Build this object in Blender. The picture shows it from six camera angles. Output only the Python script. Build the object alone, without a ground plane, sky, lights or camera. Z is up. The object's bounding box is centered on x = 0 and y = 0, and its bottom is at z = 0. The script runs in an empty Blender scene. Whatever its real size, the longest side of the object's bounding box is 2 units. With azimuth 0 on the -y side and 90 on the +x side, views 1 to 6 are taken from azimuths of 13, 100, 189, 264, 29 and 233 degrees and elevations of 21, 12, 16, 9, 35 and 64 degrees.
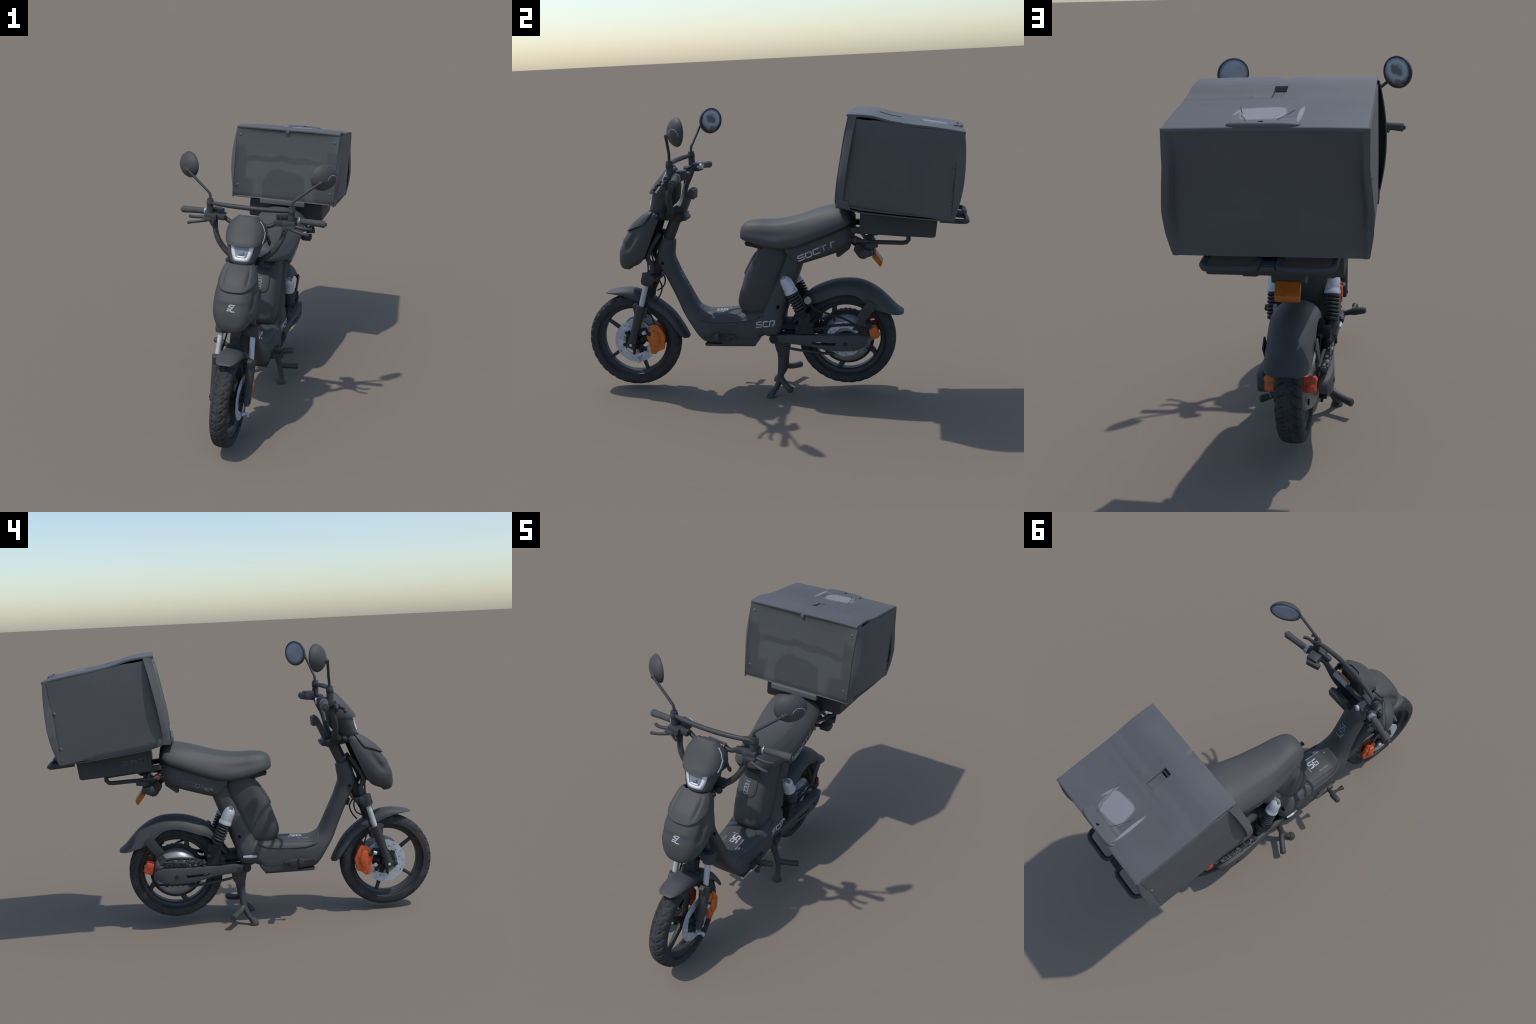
# Electric delivery moped with a big cargo box on the rear rack.
# Frame: x across, y along (front wheel at -y), z up. All parts are modelled in world metres.
import bpy, bmesh, math, random
from mathutils import Vector
from mathutils.bvhtree import BVHTree
from mathutils import noise as mnoise
from math import sin, cos, pi, radians, sqrt

random.seed(7)
SCN = bpy.context.scene.collection

# ------------------------------------------------------------------ materials
def make_mat(name, col, rough=0.6, metal=0.0, var=0.18, scale=7.0, spec=0.35, bump=0.0, bump_scale=120.0,
             dust=None, dust_amt=0.0, dust_scale=5.0):
    m = bpy.data.materials.new(name); m.use_nodes = True
    nt = m.node_tree; N = nt.nodes; L = nt.links
    b = N['Principled BSDF']
    tc = N.new('ShaderNodeTexCoord')
    nz = N.new('ShaderNodeTexNoise'); nz.inputs['Scale'].default_value = scale
    nz.inputs['Detail'].default_value = 5.0; nz.inputs['Roughness'].default_value = 0.6
    L.new(tc.outputs['Object'], nz.inputs['Vector'])
    rp = N.new('ShaderNodeValToRGB')
    rp.color_ramp.elements[0].position = 0.3; rp.color_ramp.elements[1].position = 0.72
    lo = [c * (1 - var) for c in col]; hi = [c * (1 + var) for c in col]
    rp.color_ramp.elements[0].color = (*lo, 1); rp.color_ramp.elements[1].color = (*hi, 1)
    L.new(nz.outputs['Fac'], rp.inputs['Fac'])
    out = rp.outputs['Color']
    if dust is not None:
        nd = N.new('ShaderNodeTexNoise'); nd.inputs['Scale'].default_value = dust_scale
        nd.inputs['Detail'].default_value = 7.0
        L.new(tc.outputs['Object'], nd.inputs['Vector'])
        mr = N.new('ShaderNodeMapRange')
        mr.inputs['From Min'].default_value = 0.5; mr.inputs['From Max'].default_value = 0.75
        mr.inputs['To Max'].default_value = dust_amt
        L.new(nd.outputs['Fac'], mr.inputs['Value'])
        mx = N.new('ShaderNodeMix'); mx.data_type = 'RGBA'
        L.new(mr.outputs['Result'], mx.inputs['Factor'])
        L.new(out, mx.inputs['A']); mx.inputs['B'].default_value = (*dust, 1)
        out = mx.outputs['Result']
    L.new(out, b.inputs['Base Color'])
    b.inputs['Roughness'].default_value = rough
    b.inputs['Metallic'].default_value = metal
    b.inputs['Specular IOR Level'].default_value = spec
    if bump > 0:
        nb = N.new('ShaderNodeTexNoise'); nb.inputs['Scale'].default_value = bump_scale
        nb.inputs['Detail'].default_value = 4.0
        L.new(tc.outputs['Object'], nb.inputs['Vector'])
        bp = N.new('ShaderNodeBump'); bp.inputs['Strength'].default_value = bump
        bp.inputs['Distance'].default_value = 0.002
        L.new(nb.outputs['Fac'], bp.inputs['Height']); L.new(bp.outputs['Normal'], b.inputs['Normal'])
    return m

PLASTIC = make_mat('matt_dark_plastic', (0.052, 0.054, 0.055), 0.62, var=0.10, scale=6, dust=(0.085, 0.085, 0.082), dust_amt=0.5, dust_scale=4)
FRAME = make_mat('black_painted_steel', (0.040, 0.042, 0.044), 0.55, var=0.15, scale=14)
SOOT = make_mat('grimy_black', (0.022, 0.023, 0.025), 0.75, var=0.3, scale=40, bump=0.3)
NIGHT = make_mat('deep_black', (0.008, 0.008, 0.009), 0.9, var=0.1, spec=0.1)
SEATM = make_mat('seat_vinyl', (0.064, 0.065, 0.066), 0.6, var=0.08, scale=5, bump=0.06, bump_scale=300)
BOXM = make_mat('box_coated_panel', (0.086, 0.089, 0.092), 0.6, var=0.08, scale=3.2, dust=(0.10, 0.103, 0.107), dust_amt=0.5, dust_scale=2.5)
LIDM = make_mat('box_lid', (0.094, 0.097, 0.103), 0.6, var=0.10, scale=3.5, dust=(0.112, 0.112, 0.12), dust_amt=0.5, dust_scale=3.0)
TRUNKM = make_mat('battery_case_plastic', (0.042, 0.044, 0.046), 0.6, var=0.1, scale=6)
RUBBER = make_mat('tyre_rubber', (0.040, 0.041, 0.043), 0.85, var=0.22, scale=22, bump=0.35, bump_scale=90, spec=0.2,
                  dust=(0.075, 0.074, 0.073), dust_amt=0.5, dust_scale=14)
RIMM = make_mat('rim_paint', (0.036, 0.038, 0.041), 0.5, var=0.15, scale=20)
GRIPM = make_mat('grip_rubber', (0.062, 0.063, 0.063), 0.75, var=0.15, scale=30, bump=0.25, bump_scale=260)
STEEL = make_mat('bare_steel', (0.50, 0.52, 0.55), 0.42, metal=0.25, var=0.14, scale=25)
DISCM = make_mat('brake_disc_steel', (0.47, 0.49, 0.53), 0.45, metal=0.25, var=0.22, scale=30)
HUBM = make_mat('hub_alloy', (0.29, 0.295, 0.30), 0.42, metal=0.4, var=0.25, scale=12)
NECKM = make_mat('satin_grey_tube', (0.27, 0.275, 0.29), 0.5, metal=0.1, var=0.15, scale=15)  # base grey lightened to match the tube's sunlit side
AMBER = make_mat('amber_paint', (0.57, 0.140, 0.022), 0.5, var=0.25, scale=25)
ORANGE = make_mat('orange_paint', (0.60, 0.105, 0.030), 0.5, var=0.22, scale=28)
REDOR = make_mat('red_orange_paint', (0.55, 0.075, 0.035), 0.5, var=0.35, scale=35)
REFLM = make_mat('amber_reflector', (0.44, 0.125, 0.016), 0.4, var=0.18, scale=40)
REDM = make_mat('red_plastic', (0.30, 0.035, 0.04), 0.4, var=0.2)
PALE = make_mat('pale_worn_label', (0.24, 0.245, 0.26), 0.6, var=0.12, scale=18, dust=(0.14, 0.14, 0.15), dust_amt=0.6, dust_scale=12)
LETTER = make_mat('white_lettering', (0.44, 0.46, 0.48), 0.6, var=0.25, scale=45)
LETTERB = make_mat('worn_lettering', (0.26, 0.275, 0.30), 0.6, var=0.5, scale=60, dust=(0.06, 0.06, 0.062), dust_amt=1.0, dust_scale=38)
LETTER2 = make_mat('chipped_lettering', (0.36, 0.375, 0.395), 0.6, var=0.3, scale=60, dust=(0.07, 0.072, 0.075), dust_amt=0.9, dust_scale=55)
LETTER3 = make_mat('scuffed_lettering', (0.48, 0.49, 0.50), 0.6, var=0.3, scale=60, dust=(0.075, 0.076, 0.078), dust_amt=1.0, dust_scale=45)
SMEAR = make_mat('smeared_lettering', (0.115, 0.118, 0.122), 0.6, var=0.4, scale=50, dust=(0.06, 0.062, 0.064), dust_amt=1.0, dust_scale=30)
FADED = make_mat('faded_lettering', (0.10, 0.102, 0.104), 0.6, var=0.3, scale=60, dust=(0.055, 0.055, 0.056), dust_amt=1.0, dust_scale=45)
LAMPW = make_mat('lamp_white_guide', (0.66, 0.68, 0.70), 0.35, var=0.10, scale=30)
LAMPG = make_mat('lamp_lens_grey', (0.22, 0.25, 0.29), 0.25, var=0.15, scale=30, spec=0.5)
CRACK = make_mat('crack_dark', (0.045, 0.046, 0.05), 0.9, var=0.1)

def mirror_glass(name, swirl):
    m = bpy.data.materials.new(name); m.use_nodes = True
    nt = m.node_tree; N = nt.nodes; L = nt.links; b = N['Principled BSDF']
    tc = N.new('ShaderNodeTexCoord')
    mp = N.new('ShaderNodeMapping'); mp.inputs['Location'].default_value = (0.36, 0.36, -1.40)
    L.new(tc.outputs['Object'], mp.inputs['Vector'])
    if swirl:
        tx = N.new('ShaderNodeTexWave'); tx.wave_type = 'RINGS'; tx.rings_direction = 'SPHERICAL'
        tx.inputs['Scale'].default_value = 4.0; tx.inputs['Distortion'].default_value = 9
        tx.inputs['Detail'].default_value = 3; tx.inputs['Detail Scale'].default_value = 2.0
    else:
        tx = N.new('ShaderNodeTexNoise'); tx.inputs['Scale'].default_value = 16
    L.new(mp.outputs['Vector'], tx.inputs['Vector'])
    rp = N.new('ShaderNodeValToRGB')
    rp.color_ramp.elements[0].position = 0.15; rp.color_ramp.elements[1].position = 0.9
    rp.color_ramp.elements[0].color = (0.11, 0.125, 0.145, 1) if swirl else (0.20, 0.225, 0.255, 1)  # sky reflection coloured straight into the glass, streaky when swirl is set
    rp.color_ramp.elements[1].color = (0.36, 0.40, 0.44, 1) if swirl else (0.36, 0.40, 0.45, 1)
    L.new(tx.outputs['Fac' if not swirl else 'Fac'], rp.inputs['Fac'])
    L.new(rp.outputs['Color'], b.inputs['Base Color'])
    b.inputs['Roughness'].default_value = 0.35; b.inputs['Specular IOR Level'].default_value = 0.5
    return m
GLASS_A = mirror_glass('mirror_glass_painted_sky', False)
GLASS_B = mirror_glass('mirror_glass_painted_reflections', True)

def front_panel_material():
    """box front: greenish grey, with reflections painted in darker as an arch and a slanting band"""
    m = make_mat('box_front_panel', (0.074, 0.079, 0.079), 0.42, var=0.07, scale=4)
    nt = m.node_tree; N = nt.nodes; L = nt.links; b = N['Principled BSDF']
    base = b.inputs['Base Color'].links[0].from_socket
    tc = N.new('ShaderNodeTexCoord')
    nz = N.new('ShaderNodeTexNoise'); nz.inputs['Scale'].default_value = 9; nz.inputs['Detail'].default_value = 3
    L.new(tc.outputs['Object'], nz.inputs['Vector'])
    sep = N.new('ShaderNodeSeparateXYZ'); L.new(tc.outputs['Object'], sep.inputs['Vector'])
    def M(op, a, bb, c=None):
        n = N.new('ShaderNodeMath'); n.operation = op
        for i, v in enumerate((a, bb, c)):
            if v is None: continue
            if isinstance(v, (int, float)): n.inputs[i].default_value = v
            else: L.new(v, n.inputs[i])
        return n.outputs[0]
    wob = M('MULTIPLY', M('SUBTRACT', nz.outputs['Fac'], 0.5), 0.06)
    X = M('ADD', sep.outputs['X'], wob); Z = M('ADD', sep.outputs['Z'], wob)
    # arch: |x|/w ^3 + ((z-z0)/h)^3 < 1
    ax = M('POWER', M('DIVIDE', M('ABSOLUTE', X, 0), 0.135), 3)
    az = M('POWER', M('DIVIDE', M('MAXIMUM', M('SUBTRACT', Z, 1.05), 0), 0.155), 3)
    def soft(v, lo, hi):
        mr = N.new('ShaderNodeMapRange'); mr.interpolation_type = 'SMOOTHSTEP'
        mr.inputs['From Min'].default_value = lo; mr.inputs['From Max'].default_value = hi
        L.new(v, mr.inputs['Value']); return mr.outputs['Result']
    arch = soft(M('ADD', ax, az), 1.18, 0.82)
    low = soft(Z, 1.155, 1.115)
    wide = soft(M('ABSOLUTE', X, 0), 0.175, 0.205)
    lowside = M('MULTIPLY', low, wide)
    # band across, x from -.24 to .26 , z ~1.255 - drop
    bandz = M('ABSOLUTE', M('SUBTRACT', Z, M('ADD', 1.268, M('MULTIPLY', M('POWER', M('ABSOLUTE', X, 0), 2.0), -0.35))), 0)
    band = M('MULTIPLY', soft(bandz, 0.021, 0.011), soft(M('ABSOLUTE', X, 0), 0.262, 0.240))
    side = M('MULTIPLY', soft(M('ABSOLUTE', X, 0), 0.236, 0.254), soft(Z, 1.35, 1.32))
    allm = M('MAXIMUM', M('MAXIMUM', arch, band), M('MAXIMUM', side, lowside))
    mx = N.new('ShaderNodeMix'); mx.data_type = 'RGBA'
    fac = M('MULTIPLY', allm, 0.75)
    L.new(fac, mx.inputs['Factor']); L.new(base, mx.inputs['A'])
    mx.inputs['B'].default_value = (0.050, 0.053, 0.053, 1)
    L.new(mx.outputs['Result'], b.inputs['Base Color'])
    return m
FRONTM = front_panel_material()
def lid_material():
    """lid coating with a pale soft-edged patch and two pale streaks"""
    nt = LIDM.node_tree; N = nt.nodes; L = nt.links; b = N['Principled BSDF']
    base = b.inputs['Base Color'].links[0].from_socket
    tc = N.new('ShaderNodeTexCoord'); sep = N.new('ShaderNodeSeparateXYZ'); L.new(tc.outputs['Object'], sep.inputs['Vector'])
    nz = N.new('ShaderNodeTexNoise'); nz.inputs['Scale'].default_value = 30; L.new(tc.outputs['Object'], nz.inputs['Vector'])
    def M(op, a, bb=0.0):
        n = N.new('ShaderNodeMath'); n.operation = op
        for i, v in enumerate((a, bb)):
            if isinstance(v, (int, float)): n.inputs[i].default_value = v
            else: L.new(v, n.inputs[i])
        return n.outputs[0]
    def patch(cx, cy, hx, hy, rot, p, soft):
        X = M('SUBTRACT', sep.outputs['X'], cx); Y = M('SUBTRACT', sep.outputs['Y'], cy)
        c, s_ = cos(rot), sin(rot)
        u = M('ABSOLUTE', M('ADD', M('MULTIPLY', X, c / hx), M('MULTIPLY', Y, s_ / hx)))
        v = M('ABSOLUTE', M('ADD', M('MULTIPLY', X, -s_ / hy), M('MULTIPLY', Y, c / hy)))
        d = M('ADD', M('POWER', u, p), M('POWER', v, p))
        d = M('ADD', d, M('MULTIPLY', M('SUBTRACT', nz.outputs['Fac'], 0.5), 0.35))
        mr = N.new('ShaderNodeMapRange'); mr.interpolation_type = 'SMOOTHSTEP'
        mr.inputs['From Min'].default_value = 1.0 + soft; mr.inputs['From Max'].default_value = 1.0 - soft
        L.new(d, mr.inputs['Value']); return mr.outputs['Result']
    # only the upward lid top lies above this height band, so the masks need x and y alone
    m1 = patch(0.020, 0.846, 0.072, 0.058, 0.14, 4.5, 0.45)
    m2 = patch(-0.0975, 0.855, 0.0075, 0.078, 0.0, 2.0, 0.7)
    m3 = patch(0.100, 0.825, 0.006, 0.040, -0.25, 2.0, 0.7)
    m4 = patch(-0.03, 0.905, 0.07, 0.010, 0.0, 2.0, 0.8)
    mk = M('MAXIMUM', M('MAXIMUM', M('MULTIPLY', m1, 0.85), m2), M('MAXIMUM', M('MULTIPLY', m3, 0.8), M('MULTIPLY', m4, 0.25)))
    mx = N.new('ShaderNodeMix'); mx.data_type = 'RGBA'
    L.new(mk, mx.inputs['Factor']); L.new(base, mx.inputs['A']); mx.inputs['B'].default_value = (0.235, 0.24, 0.255, 1)
    L.new(mx.outputs['Result'], b.inputs['Base Color'])
lid_material()

# ------------------------------------------------------------------ mesh helpers
def catmull(pts, k=6, closed=False):
    P = [Vector(p) for p in pts]; n = len(P); out = []
    rng = range(n) if closed else range(n - 1)
    for i in rng:
        if closed: a, b, c, d = P[i - 1], P[i], P[(i + 1) % n], P[(i + 2) % n]
        else:
            b, c = P[i], P[i + 1]
            a = P[i - 1] if i > 0 else b + (b - c)
            d = P[i + 2] if i + 2 < n else c + (c - b)
        for j in range(k):
            t = j / k
            out.append(0.5 * ((2 * b) + (c - a) * t + (2 * a - 5 * b + 4 * c - d) * t * t + (3 * b - a - 3 * c + d) * t ** 3))
    if not closed: out.append(P[-1])
    return out

def interp(tab, t):
    """piecewise smooth lookup of rows (key, v1, v2...)"""
    if t <= tab[0][0]: return tab[0][1:]
    for i in range(len(tab) - 1):
        a, b = tab[i], tab[i + 1]
        if t <= b[0]:
            s = (t - a[0]) / (b[0] - a[0])
            return tuple(p + (q - p) * s for p, q in zip(a[1:], b[1:]))
    return tab[-1][1:]

def smooth_tab(rows, k=5):
    """Catmull-Rom refinement of a table of rows"""
    n = len(rows); out = []
    for i in range(n - 1):
        a = rows[max(i - 1, 0)]; b = rows[i]; c = rows[i + 1]; d = rows[min(i + 2, n - 1)]
        for j in range(k):
            t = j / k
            out.append(tuple(0.5 * (2 * B + (C - A) * t + (2 * A - 5 * B + 4 * C - D) * t * t + (3 * B - A - 3 * C + D) * t ** 3)
                             for A, B, C, D in zip(a, b, c, d)))
    out.append(tuple(rows[-1]))
    return out

class Shape:
    def __init__(s): s.v = []; s.f = []
    def add(s, verts, faces):
        o = len(s.v); s.v += [Vector(p) for p in verts]; s.f += [tuple(i + o for i in f) for f in faces]; return s
    def rings(s, rings, cap=True, closed=True):
        n = len(rings[0]); o = len(s.v)
        for r in rings: s.v += [Vector(p) for p in r]
        m = n if closed else n - 1
        for i in range(len(rings) - 1):
            for j in range(m):
                a = o + i * n + j; b = o + i * n + (j + 1) % n
                s.f.append((a, b, b + n, a + n))
        if cap:
            s.f.append(tuple(o + j for j in reversed(range(n))))
            e = o + (len(rings) - 1) * n
            s.f.append(tuple(e + j for j in range(n)))
        return s
    def tube(s, pts, r, seg=12, k=0, cap=True, flat=1.0):
        P = catmull(pts, k) if k else [Vector(p) for p in pts]
        n = len(P); rr = r if isinstance(r, (list, tuple)) else [r, r]
        T = []
        for i in range(n):
            t = P[min(i + 1, n - 1)] - P[max(i - 1, 0)]; T.append(t.normalized())
        up = Vector((0, 0, 1)) if abs(T[0].z) < 0.9 else Vector((1, 0, 0))
        u = (up - T[0] * up.dot(T[0])).normalized(); R = []
        for i in range(n):
            u = (u - T[i] * u.dot(T[i])).normalized(); w = T[i].cross(u)
            q = i / (n - 1) * (len(rr) - 1); a = int(min(q, len(rr) - 2)); rad = rr[a] + (rr[a + 1] - rr[a]) * (q - a)
            R.append([P[i] + u * (rad * flat * cos(2 * pi * j / seg)) + w * (rad * sin(2 * pi * j / seg)) for j in range(seg)])
        return s.rings(R, cap)
    def box(s, c, size, bev=0.004, rot=None, seg=2):
        bm = bmesh.new(); bmesh.ops.create_cube(bm, size=1.0)
        for v in bm.verts: v.co = Vector((v.co.x * size[0], v.co.y * size[1], v.co.z * size[2]))
        if bev > 0: bmesh.ops.bevel(bm, geom=bm.edges[:], offset=min(bev, min(size) * 0.45), segments=seg, profile=0.6, affect='EDGES')
        if rot: 
            from mathutils import Euler
            R = Euler(rot).to_matrix()
            for v in bm.verts: v.co = R @ v.co
        bm.verts.index_update()
        s.add([v.co + Vector(c) for v in bm.verts], [[v.index for v in f.verts] for f in bm.faces]); bm.free(); return s
    def prism(s, prof, x0, x1, bev=0.004, seg=2):
        """yz polygon extruded along x, edges rounded"""
        bm = bmesh.new()
        A = [bm.verts.new((x0, y, z)) for y, z in prof]; B = [bm.verts.new((x1, y, z)) for y, z in prof]; n = len(prof)
        bm.faces.new(A); bm.faces.new(B[::-1])
        for i in range(n): bm.faces.new((A[i], B[i], B[(i + 1) % n], A[(i + 1) % n]))
        bmesh.ops.recalc_face_normals(bm, faces=bm.faces[:])
        if bev > 0: bmesh.ops.bevel(bm, geom=bm.edges[:], offset=bev, segments=seg, profile=0.6, affect='EDGES', clamp_overlap=True)
        bm.verts.index_update()
        s.add([v.co.copy() for v in bm.verts], [[v.index for v in f.verts] for f in bm.faces]); bm.free(); return s
    def lathe(s, prof, c, seg=64, closed=False):
        """profile of (x, r) turned about the x axis through c=(y,z)"""
        R = []
        for i in range(seg):
            a = 2 * pi * i / seg
            R.append([(x, c[0] + r * cos(a), c[1] + r * sin(a)) for x, r in prof])
        R.append(R[0]); n = len(prof); o = len(s.v)
        for r in R[:-1]: s.v += [Vector(p) for p in r]
        m = n if closed else n - 1
        for i in range(seg):
            for j in range(m):
                a = o + i * n + j; b = o + i * n + (j + 1) % n; i2 = (i + 1) % seg
                c2 = o + i2 * n + (j + 1) % n; d = o + i2 * n + j
                s.f.append((a, b, c2, d))
        return s
    def ball(s, c, r, seg=12, rings=8):
        rx, ry, rz = r if isinstance(r, (tuple, list)) else (r, r, r)
        R = []
        for i in range(rings + 1):
            t = pi * i / rings; q = max(sin(t), 0.02)
            R.append([(c[0] + rx * q * cos(2 * pi * j / seg), c[1] + ry * q * sin(2 * pi * j / seg), c[2] + rz * cos(t)) for j in range(seg)])
        return s.rings(R, True)
    def mirrored(s, also=True):
        o = len(s.v); v0 = s.v[:]; f0 = s.f[:]
        m = Shape(); m.v = [Vector((-p.x, p.y, p.z)) for p in v0]; m.f = [tuple(reversed(f)) for f in f0]
        return m
    def both(s):
        m = s.mirrored(); return s.add(m.v, m.f)

def obj(shape, name, mat, parent=None, angle=40, normals=True, solid=None, stuff=False):
    me = bpy.data.meshes.new(name); me.from_pydata([tuple(p) for p in shape.v], [], shape.f); me.update()
    bm = bmesh.new(); bm.from_mesh(me)
    if normals: bmesh.ops.recalc_face_normals(bm, faces=bm.faces[:])
    bm.to_mesh(me); bm.free()
    me.materials.append(mat)
    o = bpy.data.objects.new(name, me); SCN.objects.link(o)
    if solid:
        md = o.modifiers.new('thickness', 'SOLIDIFY'); md.thickness = solid; md.offset = -1
        dg = bpy.context.evaluated_depsgraph_get(); dg.update()
        me2 = bpy.data.meshes.new_from_object(o.evaluated_get(dg)); o.modifiers.clear(); o.data = me2; me2.name = name; me = me2
    me.shade_smooth()
    if angle < 180: me.set_sharp_from_angle(angle=radians(angle))
    if parent: o.parent = parent
    if stuff: o['kind'] = 'stuff'
    return o

def pair(shape, name, mat, parent=None, **kw):
    a = obj(shape, name, mat, parent, **kw)
    b = obj(shape.mirrored(), name, mat, parent, **kw)
    return a, b

def sup_ring(f, b, hw, n=3.0, seg=48, taper=0.0, n2=None):
    """super-ellipse ring: f and b are the (y,z) ends of one axis, hw the half width in x.
    taper narrows the f end."""
    F = Vector((0, f[0], f[1])); Bk = Vector((0, b[0], b[1])); C = (F + Bk) / 2; A = (F - Bk) / 2
    R = []
    for j in range(seg):
        t = 2 * pi * j / seg; c, s_ = cos(t), sin(t)
        e = 2.0 / n
        p = math.copysign(abs(c) ** e, c); q = math.copysign(abs(s_) ** e, s_)
        R.append(C + A * p + Vector((hw * q * (1 - taper * (p + 1) / 2), 0, 0)))
    return R

def loft(rows, n=3.0, seg=48, k=5, taper=0.0):
    """rows: fy fz by bz hw [n]"""
    S = Shape(); rr = smooth_tab([tuple(r) for r in rows], k)
    return S.rings([sup_ring((r[0], r[1]), (r[2], r[3]), r[4], r[5] if len(r) > 5 else n, seg, r[6] if len(r) > 6 else taper) for r in rr])

def bvh_multi(*os):
    V = []; F = []
    for o in os:
        k = len(V); V += [v.co.copy() for v in o.data.vertices]; F += [tuple(i + k for i in p.vertices) for p in o.data.polygons]
    return BVHTree.FromPolygons(V, F)
def bvh_of(o):
    me = o.data
    return BVHTree.FromPolygons([v.co.copy() for v in me.vertices], [tuple(p.vertices) for p in me.polygons])

# ---- stroke lettering: square sign-writer's letters as poly-lines in a unit cell
GLYPH = {
 'S': [[(1, 1), (0.1, 1), (0, 0.85), (0, 0.6), (0.1, 0.5), (0.9, 0.5), (1, 0.4), (1, 0.12), (0.9, 0), (0, 0)]],
 'O': [[(0.15, 0), (0, 0.15), (0, 0.85), (0.15, 1), (0.85, 1), (1, 0.85), (1, 0.15), (0.85, 0), (0.15, 0)]],
 'C': [[(1, 1), (0.15, 1), (0, 0.85), (0, 0.15), (0.15, 0), (1, 0)]],
 'T': [[(0, 1), (1, 1)], [(0.5, 1), (0.5, 0)]],
 'E': [[(1, 1), (0.1, 1), (0, 0.9), (0, 0.1), (0.1, 0), (1, 0)], [(0, 0.5), (0.9, 0.5)]],
 'R': [[(0, 0), (0, 1), (0.85, 1), (1, 0.85), (1, 0.6), (0.85, 0.48), (0, 0.48)], [(0.55, 0.48), (1, 0)]],
 'r': [[(0.35, 1), (1, 1)], [(0.4, 1), (0.3, 0.1)]],
 'D': [[(0, 0), (0.05, 0.85), (0.2, 1), (0.85, 1), (1, 0.85), (0.9, 0.3), (0.55, 0)]],
 'L': [[(0, 1), (0, 0), (1, 0)]],
 '5': [[(1, 1), (0, 1), (0, 0.55), (1, 0.55), (1, 0), (0, 0)]],
 'G': [[(1, 1), (0, 1), (0, 0), (1, 0), (1, 0.5), (0.5, 0.5)]],
 '-': [[(0, 0.5), (1, 0.5)]],
 'I': [[(0.5, 0), (0.5, 1)]],
 'H': [[(0, 0), (0, 1)], [(1, 0), (1, 1)], [(0, 0.5), (1, 0.5)]],
}
def lettering(name, strokes, origin, u, v, surface_bvh, ray, width, mat, parent, lift=0.0011, slant=0.0):
    """strokes: poly-lines in metres in the (u,v) plane; each is laid as a ribbon on the surface"""
    S = Shape(); O = Vector(origin); U = Vector(u).normalized(); V = Vector(v).normalized(); D = Vector(ray).normalized()
    for line in strokes:
        P = []
        for a, b in zip(line[:-1], line[1:]):
            a = Vector(a); b = Vector(b); m = max(1, int((b - a).length / 0.004))
            P += [a.lerp(b, i / m) for i in range(m)]
        P.append(Vector(line[-1])); n = len(P); o = len(S.v); ok = True; vs = []
        for i in range(n):
            t = (P[min(i + 1, n - 1)] - P[max(i - 1, 0)]).normalized(); nn = Vector((-t.y, t.x))
            ext = t * (width / 2) * (1 if i == n - 1 else -1 if i == 0 else 0)
            for sgn in (-1, 1):
                q = P[i] + ext + nn * (sgn * width / 2)
                w = O + U * (q.x + slant * q.y) + V * q.y
                hit = surface_bvh.ray_cast(w - D * 0.25, D)
                vs.append(hit[0] - D * lift if hit[0] else None)
        for i in range(n - 1):
            a, b, c, d = vs[2 * i], vs[2 * i + 1], vs[2 * i + 3], vs[2 * i + 2]
            if None in (a, b, c, d): continue
            S.add([a, b, c, d], [(0, 1, 2, 3)])
    # weld the ribbon quads
    o = obj(S, name, mat, parent, angle=180, normals=False)
    bm = bmesh.new(); bm.from_mesh(o.data); bmesh.ops.remove_doubles(bm, verts=bm.verts[:], dist=1e-5)
    for f in bm.faces:
        if f.normal.dot(D) > 0: f.normal_flip()
    bm.to_mesh(o.data); bm.free()
    md = o.modifiers.new('t', 'SOLIDIFY'); md.thickness = 0.0008; md.offset = -1
    dg = bpy.context.evaluated_depsgraph_get(); dg.update()
    me2 = bpy.data.meshes.new_from_object(o.evaluated_get(dg)); o.modifiers.clear(); o.data = me2
    return o
def word(text, h, w, gap, slant=0.0):
    out = []; x = 0
    for ch in text:
        if ch != ' ':
            for st in GLYPH[ch]: out.append([(x + p[0] * w + slant * p[1] * h, p[1] * h) for p in st])
        x += w + gap
    return out

# ================================================================== the thing
root = bpy.data.objects.new('delivery_moped', None); SCN.objects.link(root)
root['label'] = 'dark grey electric delivery moped with large rear cargo box'
root['category'] = 'moped'

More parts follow.
